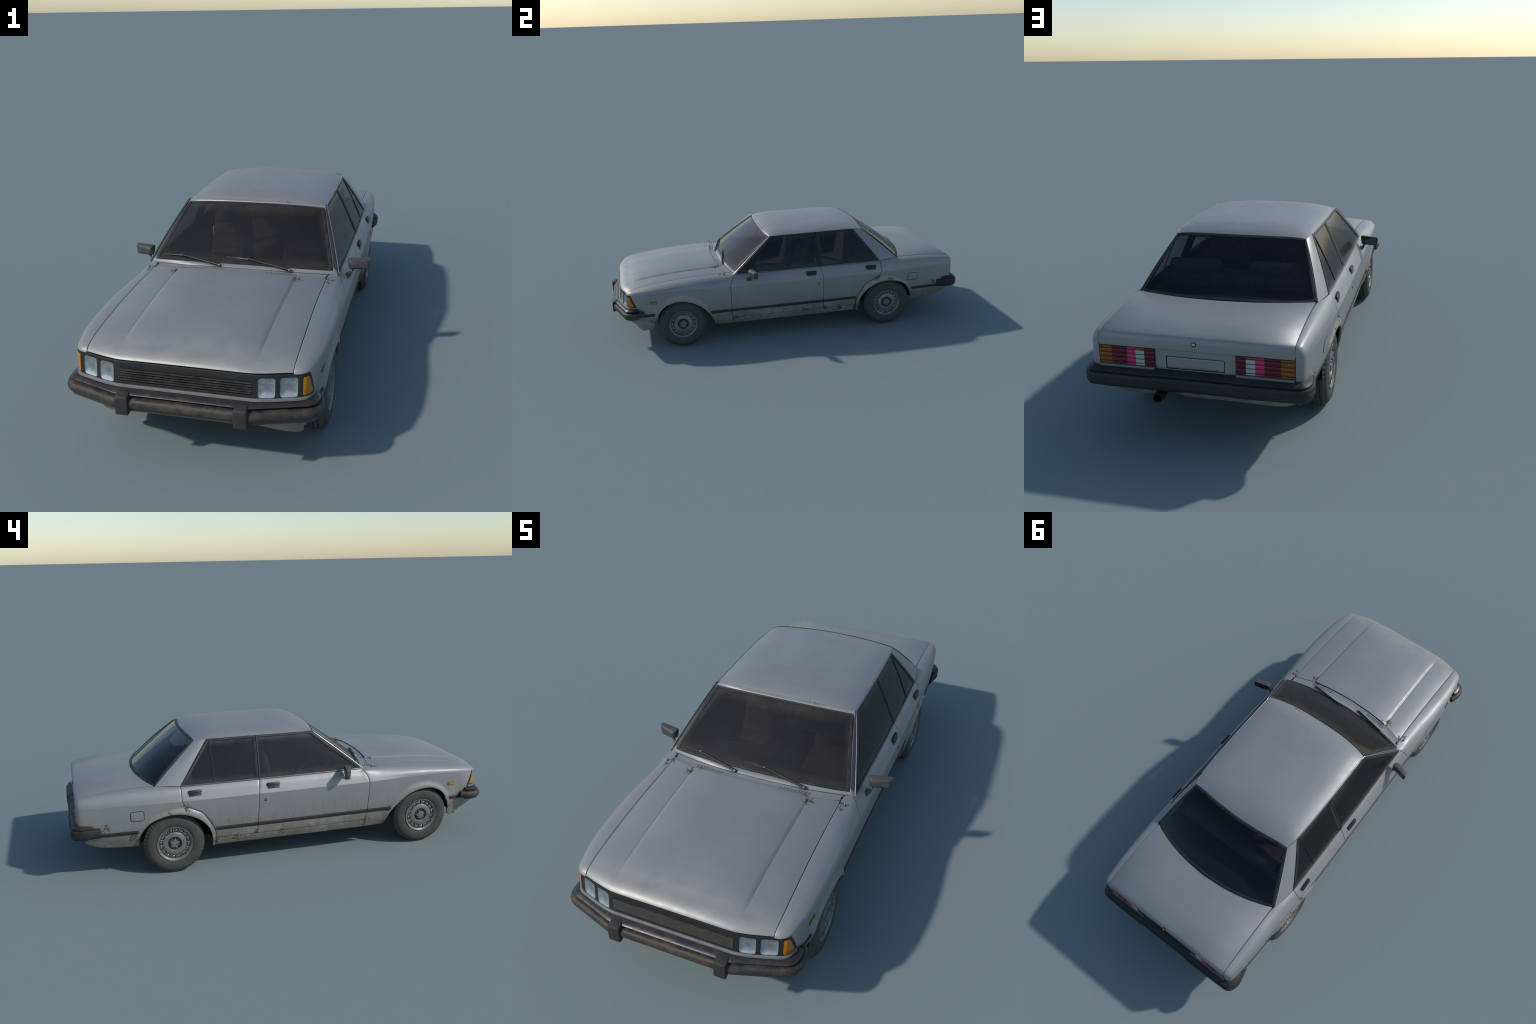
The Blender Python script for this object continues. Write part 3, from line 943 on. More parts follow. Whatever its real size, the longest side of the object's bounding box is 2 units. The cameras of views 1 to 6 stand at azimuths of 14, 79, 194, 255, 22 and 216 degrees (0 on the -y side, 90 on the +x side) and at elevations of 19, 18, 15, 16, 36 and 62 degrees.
# ------------------------------------------------------------------ scuttle with air vents
strip_y = knots((0, -0.3773), (0.1, -0.3729), (0.2, -0.3586), (0.25, -0.3469), (0.29, -0.3372), (0.3345, -0.3233))
strip_z = knots((0, 0.4079), (0.1, 0.4061), (0.2, 0.4005), (0.25, 0.3965), (0.29, 0.3935), (0.3345, 0.3900))


def scuttle(x, t):
    x, t = np.broadcast_arrays(np.asarray(x, float), np.asarray(t, float))
    a = np.abs(x)
    k = t / 0.032
    y = hood_rear_y(a) * (1 - k) + strip_y(a) * k
    z = hood_rear_z(a) * (1 - k) + strip_z(a) * k - 0.0020 * np.sin(np.clip(k, 0, 1) * pi)
    return np.stack([x, y, z], -1)


vents = []
for x0, x1 in ((-0.206, -0.104), (0.100, 0.206)):
    for k in range(9):
        c = x0 + (x1 - x0) * (k + 0.5) / 9
        vents.append(rounded([(c - 0.0036, 0.0075), (c + 0.0036, 0.0075), (c + 0.0036, 0.0215), (c - 0.0036, 0.0215)], 0.0015, 2))
sc = panel("scuttle", [(-0.304, 0.0005), (0.304, 0.0005), (0.3045, 0.0318), (-0.3045, 0.0318)], scuttle, np.linspace(-0.3, 0.3, 60), np.linspace(0.002, 0.03, 6), PAINT, thick=0.004, gap=0.0006, holes=vents)
SCUT = add("scuttle", sc)
slats = []
for x0, x1 in ((-0.206, -0.104), (0.100, 0.206)):
    for k in range(9):
        c = x0 + (x1 - x0) * (k + 0.5) / 9
        p = scuttle(np.array([c]), np.array([0.0145]))[0]
        slats.append(box("slat", (0.0062, 0.0135, 0.0012), PAINT, 0.0003, p + np.array([0.0004, 0, -0.0012]), Matrix.Rotation(0.35, 3, "Y")))
add("vent_slat", join("vent_slat", slats), SCUT, kind="stuff")
for s in (-1, 1):
    add("washer_nozzle", join("washer_nozzle", [tube("n", [(0.321 * s, -0.3812, 0.388), (0.321 * s, -0.3812, 0.395), (0.321 * s, -0.3812, 0.3965)], [0.0036, 0.0032, 0.0018], DULL_CHROME, 12), tube("n2", [(0.321 * s, -0.3812, 0.3955), (0.321 * s, -0.379, 0.3985), (0.321 * s, -0.378, 0.400)], [0.0018, 0.0020, 0.0012], DULL_CHROME, 10)]), SCUT)

# ------------------------------------------------------------------ roof and rear pillars
roof_front_y = knots((0, -0.1218), (0.1, -0.1195), (0.2, -0.1085), (0.2564, -0.1008))
roof_rear_y = knots((0, 0.4553), (0.1, 0.4504), (0.2, 0.4399), (0.243, 0.4370), (0.2523, 0.4370))
roof_side_x = knots((-0.1218, 0.2560), (-0.1008, 0.2566), (0.02, 0.2582), (0.15, 0.2585), (0.28, 0.2565), (0.3832, 0.2520), (0.437, 0.2430), (0.46, 0.2400))
roof_side_z = knots((-0.1218, 0.5665), (-0.1008, 0.5680), (0.05, 0.5695), (0.20, 0.5705), (0.3832, 0.5690), (0.437, 0.5627), (0.46, 0.5600))
roof_mid_z = knots((-0.1218, 0.5815), (-0.110, 0.5865), (-0.09, 0.5920), (-0.06, 0.5975), (0.0, 0.6010), (0.10, 0.6016), (0.20, 0.6016), (0.30, 0.6003), (0.36, 0.5975), (0.41, 0.5892), (0.435, 0.5815), (0.4553, 0.5718))


def roof(x, y):
    x, y = np.broadcast_arrays(np.asarray(x, float), np.asarray(y, float))
    u = np.abs(x) / roof_side_x(y)
    # follow the bowed front and rear edges
    f = sstep(0.02, -0.125, y)
    b = sstep(0.25, 0.46, y)
    ys = y + (-0.1218 - roof_front_y(np.abs(x))) * f + (0.4553 - roof_rear_y(np.abs(x))) * b
    m = roof_mid_z(ys)
    drop = m - roof_side_z(y)
    z = m - drop * (0.47 * u ** 2 + 0.53 * u ** 7)
    return np.stack([x, y, z], -1)


roof_out = [(x, float(roof_front_y(abs(x)))) for x in np.linspace(-0.2560, 0.2560, 50)] + [(float(roof_side_x(y)), y) for y in np.linspace(-0.098, 0.432, 60)] + [(x, float(roof_rear_y(abs(x)))) for x in np.linspace(0.2430, -0.2430, 50)] + [(-float(roof_side_x(y)), y) for y in np.linspace(0.432, -0.098, 60)]
rx = np.unique(np.concatenate([np.linspace(-0.24, 0.24, 40), np.linspace(0.243, 0.266, 8), -np.linspace(0.243, 0.266, 8)]))
ry = np.unique(np.concatenate([np.linspace(-0.12, 0.455, 50), np.linspace(-0.12, -0.08, 8), np.linspace(0.42, 0.455, 8)]))
add("roof", panel("roof", roof_out, roof, rx, ry, PAINT, thick=0.006, gap=0.0003, roll=0.0003))

PC, PD, PE, PF = np.array((0.2520, 0.3832, 0.5690)), np.array((0.3380, 0.5215, 0.3890)), np.array((0.2430, 0.4370, 0.5627)), np.array((0.3216, 0.6282, 0.3945))


def pillar(s, t):
    """s: 0 at the door, 1 at the rear window; t: 0 at the waist, 1 at the roof"""
    s, t = np.broadcast_arrays(np.asarray(s, float), np.asarray(t, float))
    s, t = s[..., None], t[..., None]
    p = (PD * (1 - s) + PF * s) * (1 - t) + (PC * (1 - s) + PE * s) * t
    b = np.sin(np.clip(s, 0, 1) * pi) * 0.0030 + 4 * t * (1 - t) * 0.0035
    return p + b * np.array((0.85, 0.25, 0.45))


pr = [(0, 0), (0.5, 0), (1, 0), (1, 0.5), (1, 1), (0.5, 1), (0, 1), (0, 0.5)]
pair("rear_pillar", panel("rear_pillar", pr, pillar, np.linspace(0.05, 0.95, 16), np.linspace(0.03, 0.97, 30), PAINT, thick=0.008, gap=0.001, roll=0.0, step=0.04, flip=False))

# ------------------------------------------------------------------ windscreen, its surround and wipers
ws_bot_y = knots((0, -0.3580), (0.1, -0.3555), (0.2, -0.3470), (0.25, -0.3385), (0.29, -0.3300), (0.3185, -0.3215))
ws_bot_z = knots((0, 0.4145), (0.1, 0.4135), (0.2, 0.4100), (0.25, 0.4070), (0.29, 0.4040), (0.3185, 0.4018))
ws_top_y = knots((0, -0.1330), (0.1, -0.1310), (0.2, -0.1205), (0.2552, -0.1070))
ws_top_z = knots((0, 0.5742), (0.1, 0.5730), (0.2, 0.5668), (0.2552, 0.5590))


def screen(a, b):
    a, b = np.broadcast_arrays(np.asarray(a, float), np.asarray(b, float))
    x0, x1 = 0.3185 * a, 0.2545 * a
    p0 = np.stack([x0, ws_bot_y(np.abs(x0)), ws_bot_z(np.abs(x0))], -1)
    p1 = np.stack([x1, ws_top_y(np.abs(x1)), ws_top_z(np.abs(x1))], -1)
    bb = b[..., None]
    bulge = (4 * b * (1 - b) * 0.004)[..., None] * np.array((0, -0.6, 0.8))
    return p0 * (1 - bb) + p1 * bb + bulge


def pane_mesh(name, fn, na, nb, mat, thick, a0=-1, a1=1, b0=0, b1=1):
    A, B = np.meshgrid(np.linspace(a0, a1, na), np.linspace(b0, b1, nb))
    P = fn(A.ravel(), B.ravel())
    e = 1e-3
    Nn = np.cross(fn(A.ravel() + e, B.ravel()) - fn(A.ravel() - e, B.ravel()), fn(A.ravel(), B.ravel() + e) - fn(A.ravel(), B.ravel() - e))
    Nn /= np.linalg.norm(Nn, axis=1)[:, None]
    top, low = P.reshape(nb, na, 3), (P - Nn * thick).reshape(nb, na, 3)
    V = np.vstack([top.reshape(-1, 3), low.reshape(-1, 3)])
    F, o = [], na * nb
    for j in range(nb - 1):
        for i in range(na - 1):
            q = (j * na + i, j * na + i + 1, (j + 1) * na + i + 1, (j + 1) * na + i)
            F += [q, tuple(k + o for k in q[::-1])]
    per = [i for i in range(na)] + [j * na + na - 1 for j in range(1, nb)] + [(nb - 1) * na + i for i in range(na - 2, -1, -1)] + [j * na for j in range(nb - 2, 0, -1)]
    for k in range(len(per)):
        p, q = per[k], per[(k + 1) % len(per)]
        F.append((q, p, p + o, q + o))
    return mesh_of(name, V, F, mat, True, 40)


def perimeter(fn, n, a0=-1, a1=1, b0=0, b1=1):
    t = np.linspace(0, 1, n, endpoint=False)
    A = np.concatenate([a0 + (a1 - a0) * t, np.full(n, a1), a1 + (a0 - a1) * t, np.full(n, a0)])
    B = np.concatenate([np.full(n, b0), b0 + (b1 - b0) * t, np.full(n, b1), b1 + (b0 - b1) * t])
    return fn(A, B)


def ring_mesh(name, loops, mat, sharp=40):
    return loft(name, np.array(loops), mat, close_u=True, close_v=True, sharp=sharp)


add("windscreen", pane_mesh("windscreen", screen, 30, 16, SCREEN, 0.003, -0.985, 0.985, 0.015, 0.985))


def raised(fn, n, d, lift, aspect):
    """loop around a pane, d inwards (in pane units), lifted along the pane normal"""
    a, b = 1 - d, d * aspect
    P = perimeter(fn, n, -a, a, b, 1 - b)
    Q = perimeter(fn, n, -a * 0.98, a * 0.98, b + 0.01, 1 - b - 0.01)
    c = fn(np.array([0.0]), np.array([0.5]))[0]
    e = 1e-3
    nn = np.cross(fn(np.array([e]), np.array([0.5]))[0] - fn(np.array([-e]), np.array([0.5]))[0], fn(np.array([0.0]), np.array([0.5 + e]))[0] - fn(np.array([0.0]), np.array([0.5 - e]))[0])
    nn /= np.linalg.norm(nn)
    return P + nn * lift


SN = 24
add("windscreen_seal", ring_mesh("windscreen_seal", [raised(screen, SN, 0.0, 0.0008, 1), raised(screen, SN, 0.004, 0.0026, 0.8), raised(screen, SN, 0.030, 0.0022, 0.75), raised(screen, SN, 0.036, 0.0004, 0.75), raised(screen, SN, 0.036, -0.004, 0.75), raised(screen, SN, 0.0, -0.005, 1)], FRAME))
# painted surround: outer loop follows scuttle, A-pillars and the front of the roof
ta = np.linspace(-1, 1, SN, endpoint=False)


def surround_outer(lift=0.0):
    bot = np.stack([0.3345 * ta, strip_y(np.abs(0.3345 * ta)), strip_z(np.abs(0.3345 * ta))], 1)
    tb = np.linspace(0, 1, SN, endpoint=False)[:, None]
    A0, B0 = np.array((0.3345, -0.3233, 0.3900)), np.array((0.2560, -0.1010, 0.5665))
    rt = A0 * (1 - tb) + B0 * tb + np.array((0.6, -0.2, 0.4)) * (4 * tb * (1 - tb) * 0.004)
    xt = -0.2560 * ta
    top = np.stack([xt, roof_front_y(np.abs(xt)), roof(xt, roof_front_y(np.abs(xt)))[:, 2] - 0.0003], 1)
    lf = rt[::-1] * np.array((-1, 1, 1))
    lf = np.roll(lf, 0, 0)
    A1 = A0 * np.array((-1, 1, 1))
    B1 = B0 * np.array((-1, 1, 1))
    lf = B1 * (1 - tb) + A1 * tb + np.array((-0.6, -0.2, 0.4)) * (4 * tb * (1 - tb) * 0.004)
    P = np.vstack([bot, rt, top, lf])
    return P + np.array((0, -0.62, 0.78)) * lift


o0, o1 = surround_outer(0), surround_outer(-0.008)
i0 = raised(screen, SN, -0.002, 0.0006, 1)
i1 = raised(screen, SN, -0.002, -0.006, 1)
mid1 = o0 * 0.75 + i0 * 0.25 + np.array((0, -0.62, 0.78)) * 0.0014
mid2 = o0 * 0.25 + i0 * 0.75 + np.array((0, -0.62, 0.78)) * 0.0018
sme = ring_mesh("windscreen_surround", [o0, mid1, mid2, i0, i1, o1], PAINT, 30)
sme.materials.append(PILLAR)
for f in sme.polygons:
    c = f.center
    edge = 0.3345 + (abs(c.y + 0.3233)) * (0.2560 - 0.3345) / 0.2223
    if abs(c.x) > edge - 0.022 and -0.318 < c.y < -0.112:
        f.material_index = 1
add("windscreen_surround", sme)

A0, B0 = np.array((0.3352, -0.3250, 0.3912)), np.array((0.2574, -0.1030, 0.5678))
pts = [A0 * (1 - t) + B0 * t + np.array((0.0036, -0.0012, 0.0020)) * 1 + np.array((0.6, -0.2, 0.4)) * (4 * t * (1 - t) * 0.004) for t in np.linspace(0, 1, 14)]
pts += [np.array((float(roof_side_x(y)) + 0.0016, y, float(roof_side_z(y)) - 0.0004)) for y in np.linspace(-0.085, 0.3832, 26)]
pair("drip_moulding", tube("drip_moulding", pts, [0.0018] * 14 + [0.0014] * 26, CHROME, 8))


def wiper(piv, mid_, tip):
    piv, mid_, tip = map(np.array, (piv, mid_, tip))
    n = np.array((0, -0.62, 0.78))
    p0 = piv - n * 0.012
    e1 = piv + (mid_ - piv) * 0.22 + n * 0.001
    parts = [
        tube("p", [p0, piv, piv + n * 0.004, piv + n * 0.0055], [0.0060, 0.0060, 0.0048, 0.002], DULL_CHROME, 12),
        tube("a", [piv + n * 0.001, e1, mid_ - n * 0.001], [0.0048, 0.0042, 0.0028], BLACK, 8),
        tube("c", [mid_ - n * 0.002, mid_ + n * 0.003], 0.0024, DULL_CHROME, 10),
    ]
    d = (tip - mid_)
    far = piv + (mid_ - piv) * 0.30
    b0, b1 = mid_ + d, mid_ - d * 0.35 + (piv - mid_) * 0.42
    lift = -n * 0.0048
    blade = [b0 + lift, (b0 + mid_) / 2 + lift, mid_ + lift, (b1 + mid_) / 2 + lift, b1 + lift]
    parts.append(tube("b", blade, 0.0032, BLACK, 6))
    parts.append(tube("b2", [q - n * 0.003 for q in blade], 0.0016, BLACK, 6))
    return join("wiper", parts)


add("wiper", wiper((-0.0661, -0.3746, 0.4135), (-0.2129, -0.3375, 0.4285), (-0.2879, -0.3165, 0.4215)))
add("wiper", wiper((0.1773, -0.3677, 0.4105), (0.0279, -0.3442, 0.4325), (-0.0512, -0.3330, 0.4325)))

# ------------------------------------------------------------------ rear window
rw_bot_y = knots((0, 0.6968), (0.1, 0.6904), (0.2, 0.6718), (0.25, 0.6567), (0.29, 0.6421), (0.3185, 0.6285))
rw_bot_z = knots((0, 0.4021), (0.1, 0.3998), (0.2, 0.3964), (0.25, 0.3948), (0.29, 0.3940), (0.3185, 0.3948))


def rear_pane(a, b):
    a, b = np.broadcast_arrays(np.asarray(a, float), np.asarray(b, float))
    x0, x1 = 0.3212 * a, 0.2436 * a
    p0 = np.stack([x0, rw_bot_y(np.abs(x0)), rw_bot_z(np.abs(x0)) + 0.0002], -1)
    yr = roof_rear_y(np.abs(x1))
    p1 = np.stack([x1, yr + 0.001, roof(x1, yr)[..., 2] - 0.0005], -1)
    bb = b[..., None]
    bulge = (4 * b * (1 - b) * 0.006)[..., None] * np.array((0, 0.55, 0.83))
    return p0 * (1 - bb) + p1 * bb + bulge


back_fn = lambda a, b: rear_pane(-np.asarray(a), b)
add("rear_window", pane_mesh("rear_window", back_fn, 30, 16, REAR_GLASS, 0.003, -0.985, 0.985, 0.02, 0.98))
add("rear_window_seal", ring_mesh("rear_window_seal", [raised(back_fn, SN, 0.0, 0.0008, 1), raised(back_fn, SN, 0.006, 0.0030, 1.0), raised(back_fn, SN, 0.034, 0.0024, 1.0), raised(back_fn, SN, 0.040, 0.0002, 1.0), raised(back_fn, SN, 0.040, -0.004, 1.0), raised(back_fn, SN, 0.0, -0.006, 1)], FRAME))

# ------------------------------------------------------------------ side windows
def glass_side(y, z, lift=0.0):
    y, z = np.broadcast_arrays(np.asarray(y, float), np.asarray(z, float))
    zr = 0.5690
    yr = np.clip(y, -0.10, 0.383)
    t = (z - 0.389) / (zr - 0.389)
    x = top_x(np.clip(y, -0.3225, 0.5215)) * (1 - t) + roof_side_x(yr) * t + 4 * t * (1 - t) * 0.004 + lift
    return np.stack([x, y, z], -1)


fr_front = [(-0.3225, 0.3905), (0.1685, 0.3902), (0.1600, 0.5695), (-0.1010, 0.5672)]
fr_rear = [(0.1700, 0.3902), (0.5212, 0.3896), (0.3836, 0.5685), (0.1615, 0.5697)]


def side_frame(name, outer, insets):
    """black frame: ring between outer polygon and inset polygon, lying on the glass surface"""
    o = np.array(outer, float)
    m = len(o)
    inn = []
    for i in range(m):
        a, b, c = o[i - 1], o[i], o[(i + 1) % m]
        e0, e1 = (b - a) / np.linalg.norm(b - a), (c - b) / np.linalg.norm(c - b)
        n0, n1 = np.array((-e0[1], e0[0])), np.array((-e1[1], e1[0]))
        # intersection of the two offset edges
        A = np.array([n0, n1])
        inn.append(np.linalg.solve(A, np.array([n0 @ b + insets[i - 1], n1 @ b + insets[i]])))
    inn = np.array(inn)

    def dense(p, n=16):
        return np.concatenate([p[i] + (p[(i + 1) % m] - p[i]) * np.linspace(0, 1, n, endpoint=False)[:, None] for i in range(m)])

    do, di = dense(o), dense(inn)
    q = do * 0.25 + di * 0.75
    L = [glass_side(do[:, 0], do[:, 1], 0.0012), glass_side(do[:, 0] * 0.9 + di[:, 0] * 0.1, do[:, 1] * 0.9 + di[:, 1] * 0.1, 0.0028), glass_side(q[:, 0], q[:, 1], 0.0026), glass_side(di[:, 0], di[:, 1], 0.0006), glass_side(di[:, 0], di[:, 1], -0.006), glass_side(do[:, 0], do[:, 1], -0.008)]
    return ring_mesh(name, L, FRAME), inn


def side_pane(name, poly):
    g = np.array(poly)
    lo, hi = g.min(0), g.max(0)
    return panel(name, poly, lambda y, z: glass_side(y, z, -0.0008), np.linspace(lo[0], hi[0], 18), np.linspace(lo[1], hi[1], 12), SIDE_GLASS, thick=0.0025, gap=-0.001, roll=0, step=0.02)


fme, inn_f = side_frame("window_frame", fr_front, [0.006, 0.007, 0.010, 0.012])
rme, inn_r = side_frame("window_frame", fr_rear, [0.006, 0.013, 0.010, 0.014])
for k, d in enumerate(DOORS_F):
    add("window_frame", fme if k == 0 else mirrored(fme), d)
for k, d in enumerate(DOORS_R):
    add("window_frame", rme if k == 0 else mirrored(rme), d)
fpm, rpm = side_pane("door_glass", inn_f), side_pane("door_glass", inn_r)
for k, d in enumerate(DOORS_F):
    add("door_glass", fpm if k == 0 else mirrored(fpm), d)
for k, d in enumerate(DOORS_R):
    add("door_glass", rpm if k == 0 else mirrored(rpm), d)
div = tube("quarter_light_bar", [glass_side(0.3720, z, 0.0008) for z in np.linspace(0.394, 0.5600, 8)], 0.0018, FRAME, 6)
for k, d in enumerate(DOORS_R):
    add("quarter_light_bar", div if k == 0 else mirrored(div), d)
# bright waist moulding under the side glass
for (y0, y1, dd) in ((-0.321, 0.1665, DOORS_F), (0.1695, 0.5195, DOORS_R)):
    ys = np.linspace(y0, y1, 24)
    wm = tube("waist_moulding", [(float(top_x(y)) + 0.0018, y, float(sill_z(y)) + 0.0004) for y in ys], 0.0027, DULL_CHROME, 8)
    for k, d in enumerate(dd):
        add("waist_moulding", wm if k == 0 else mirrored(wm), d)

# ------------------------------------------------------------------ boot lid and tail
lid_mid = smooth_path([(0.6968, 0.4015), (0.75, 0.4010), (0.80, 0.3985), (0.88, 0.3900), (0.93, 0.3795), (0.9515, 0.3730), (0.9610, 0.3670), (0.9660, 0.3560), (0.9675, 0.3400), (0.9672, 0.3265)], 6)
LID_S = np.concatenate([[0], np.cumsum(np.linalg.norm(np.diff(lid_mid, axis=0), axis=1))])
LID_L = LID_S[-1]
edge_lift = knots((0.60, -0.0050), (0.6968, -0.0052), (0.80, -0.0062), (0.88, -0.0060), (0.93, -0.0030), (0.955, -0.0010), (0.9675, 0.0))


def lid(x, s):
    x, s = np.broadcast_arrays(np.asarray(x, float), np.asarray(s, float))
    a = np.abs(x) / 0.315
    f = np.clip(s, 0, LID_L) / LID_L
    # start of the lid follows the bowed foot of the rear window
    y0 = rw_bot_y(np.abs(x))
    ym, zm = np.interp(s, LID_S, lid_mid[:, 0]), np.interp(s, LID_S, lid_mid[:, 1])
    k = np.clip((0.9675 - ym) / (0.9675 - 0.6968), 0, 1)
    y = 0.9675 - (0.9675 - y0) * k
    y = np.where(ym > 0.93, ym, 0.93 - (0.93 - y0) * (0.93 - ym) / (0.93 - 0.6968))
    zc = np.interp(np.minimum(y, 0.9999), lid_mid[:40, 0], lid_mid[:40, 1])
    zz = np.where(ym > 0.93, zm, np.interp(y, lid_mid[:, 0][: np.argmax(lid_mid[:, 0])], lid_mid[:, 1][: np.argmax(lid_mid[:, 0])]))
    zz = np.where(y < 0.6968, 0.4015 - 0.0 * y, zz)
    z = zz + edge_lift(np.minimum(y, 0.9675)) * a ** 2
    return np.stack([x, y, z], -1)


lid_out = [(-0.3150, 0.001)] + [(x, 0.001) for x in np.linspace(-0.30, 0.30, 30)] + [(0.3150, 0.001), (0.3150, LID_L), (-0.3150, LID_L)]
ls = np.unique(np.concatenate([np.linspace(0.004, LID_L, 34), LID_S[-26:]]))
LID = add("boot_lid", panel("boot_lid", lid_out, lid, np.linspace(-0.31, 0.31, 44), ls, PAINT, thick=0.006, gap=0.0011, roll=0.0005, bend=lid_bend))
me = tube("boot_lock", [(0, 0.964, 0.3504), (0, 0.9705, 0.3504), (0, 0.9725, 0.3504), (0, 0.9735, 0.3504)], [0.0062, 0.0062, 0.0048, 0.001], CHROME, 18)
lk = add("boot_lock", me, LID)
add("lock_collar", tube("lock_collar", [(0, 0.962, 0.3504), (0, 0.9692, 0.3504), (0, 0.9698, 0.3504)], [0.0078, 0.0078, 0.0070], BLACK, 18), LID)

# panel between the lamps with the sunken number-plate field
PLATE = rounded([(-0.0955, 0.2625), (0.0955, 0.2610), (0.0955, 0.3030), (-0.0955, 0.3030)], 0.005, 4)


def tail(x, z):
    x, z = np.broadcast_arrays(np.asarray(x, float), np.asarray(z, float))
    r = np.hypot(x, z - 0.3150)
    y = 0.9610 + 0.0010 * np.exp(-((r - 0.0072) / 0.0012) ** 2)
    return np.stack([x, y, z], -1)


px = np.unique(np.concatenate([np.linspace(-0.13, 0.13, 54), np.linspace(-0.010, 0.010, 21)]))
pz = np.unique(np.concatenate([np.linspace(0.25, 0.327, 16), np.linspace(0.305, 0.325, 18)]))
TAIL = add("tail_panel", panel("tail_panel", [(-0.1325, 0.2460), (0.1325, 0.2460), (0.1325, 0.3262), (-0.1325, 0.3262)], tail, px, pz, PAINT, thick=0.006, gap=0.0002, flip=True, roll=0.0014, holes=[PLATE]))
add("number_plate_field", panel("number_plate_field", inset(PLATE, 0.0026), lambda x, z: tail(x, z) + np.array((0, -0.0016, 0)), np.linspace(-0.09, 0.09, 20), np.linspace(0.264, 0.300, 8), PAINT, thick=0.003, gap=0.0, flip=True, roll=0.0012), TAIL)
add("plate_groove", box("plate_groove", (0.205, 0.002, 0.052), DARK, 0, (0, 0.9572, 0.2820)), TAIL)

# tail lamps: five coloured lenses, each moulded in five ribs
LX0, LX1 = 0.1325, 0.3140
bands = [(0.0, 0.172, RED), (0.172, 0.330, WHITE_LENS), (0.330, 0.490, PINK), (0.490, 0.775, RED), (0.775, 1.0, TAIL_AMBER)]
ribs = [0.2648, 0.2722, 0.2870, 0.3018, 0.3168, 0.3254]


def lamp_rows(x0, x1, z0, z1, y0=0.9642, y1=0.9674):
    z0, z1 = z0 + 0.0007, z1 - 0.0007
    prof = [(y0, z0), (y0 + 0.0012, z0 + 0.0004), (y1 - 0.0006, z0 + 0.0012), (y1, z0 + 0.0030), (y1 + 0.0002, (z0 + z1) / 2), (y1, z1 - 0.0018), (y1 - 0.0008, z1 - 0.0006), (y0, z1)]
    return [[(x, y, z) for y, z in prof] for x in (x0, x1)]


for s in (1, -1):
    body_parts = [box("case", (LX1 - LX0 + 0.0014, 0.014, 0.064), RIM_DARK, 0.0, ((LX0 + LX1) / 2 + 0.0005, 0.9580, 0.2945))]
    case = join("tail_lamp", body_parts)
    case = case if s == 1 else mirrored(case)
    lampo = add("tail_lamp", case)
    for (a, b, mt) in bands:
        pcs = []
        x0, x1 = LX0 + (LX1 - LX0) * a, LX0 + (LX1 - LX0) * b
        for z0, z1 in zip(ribs[:-1], ribs[1:]):
            m_ = mt
            pcs.append(loft("lens", lamp_rows(x0, x1, z0, z1), m_, close_u=True, caps=True, sharp=50))
        if mt is WHITE_LENS:
            top_l = loft("lens", lamp_rows(x0, x1, 0.3168, 0.3254), TAIL_AMBER, close_u=True, caps=True, sharp=50)
            pcs[-1] = top_l
        me = join("lamp_lens", pcs)
        add("lamp_lens", me if s == 1 else mirrored(me), lampo)
    tr = box("lamp_trim", (LX1 - LX0 + 0.001, 0.012, 0.0076), TRIM, 0.0010, ((LX0 + LX1) / 2, 0.9660, 0.2606))
    add("lamp_trim", tr if s == 1 else mirrored(tr), lampo)

# ------------------------------------------------------------------ nose: bezel, lamps, grille
plan_top = np.array([(-0.3414, -0.8977), (-0.325, -0.9105), (-0.299, -0.9210), (-0.196, -0.9478), (0.0, -0.9488), (0.196, -0.9478), (0.299, -0.9210), (0.325, -0.9105), (0.3414, -0.8977)])
nose_x = knots((-0.5, -0.5), (0.5, 0.5))
top_plan = knots((0, -0.9485), (0.185, -0.9482), (0.200, -0.9470), (0.299, -0.9205), (0.318, -0.9145), (0.330, -0.9080), (0.3414, -0.8977), (0.3445, -0.8900))
bot_plan = knots((0, -0.9560), (0.185, -0.9558), (0.200, -0.9546), (0.310, -0.9240), (0.325, -0.9185), (0.338, -0.9060), (0.3445, -0.8900), (0.3482, -0.8709))


def bezel(x, z):
    """front mask: x across (runs past the corner as x + wrap), z up"""
    x, z = np.broadcast_arrays(np.asarray(x, float), np.asarray(z, float))
    t = np.clip((z - 0.2555) / (0.3236 - 0.2555), -0.1, 1.1)
    a = np.abs(x)
    # wrap parameter: beyond 0.32 the mask turns the corner
    w = np.clip(a - 0.320, 0, 0.06) / 0.06
    xe = np.where(a < 0.320, a, np.interp(w, [0, 0.25, 0.5, 0.75, 1], [0.320, 0.3320, 0.3400, 0.3452, 0.3482]))
    ye_b = np.where(a < 0.320, bot_plan(np.minimum(a, 0.320)), np.interp(w, [0, 0.25, 0.5, 0.75, 1], [-0.9205, -0.9130, -0.9010, -0.8870, -0.8709]))
    ye_t = np.where(a < 0.320, top_plan(np.minimum(a, 0.320)), np.interp(w, [0, 0.25, 0.5, 0.75, 1], [-0.9138, -0.9060, -0.8950, -0.8810, -0.8660]))
    xt = np.where(a < 0.320, a, np.interp(w, [0, 0.25, 0.5, 0.75, 1], [0.320, 0.3330, 0.3420, 0.3450, 0.3465]))
    xx = xe * (1 - t) + xt * t
    yy = ye_b * (1 - t) + ye_t * t
    return np.stack([np.sign(x) * xx, yy, z], -1)


def bz_recess(x, z):
    p = bezel(x, z)
    p[..., 1] += 0.002
    return p


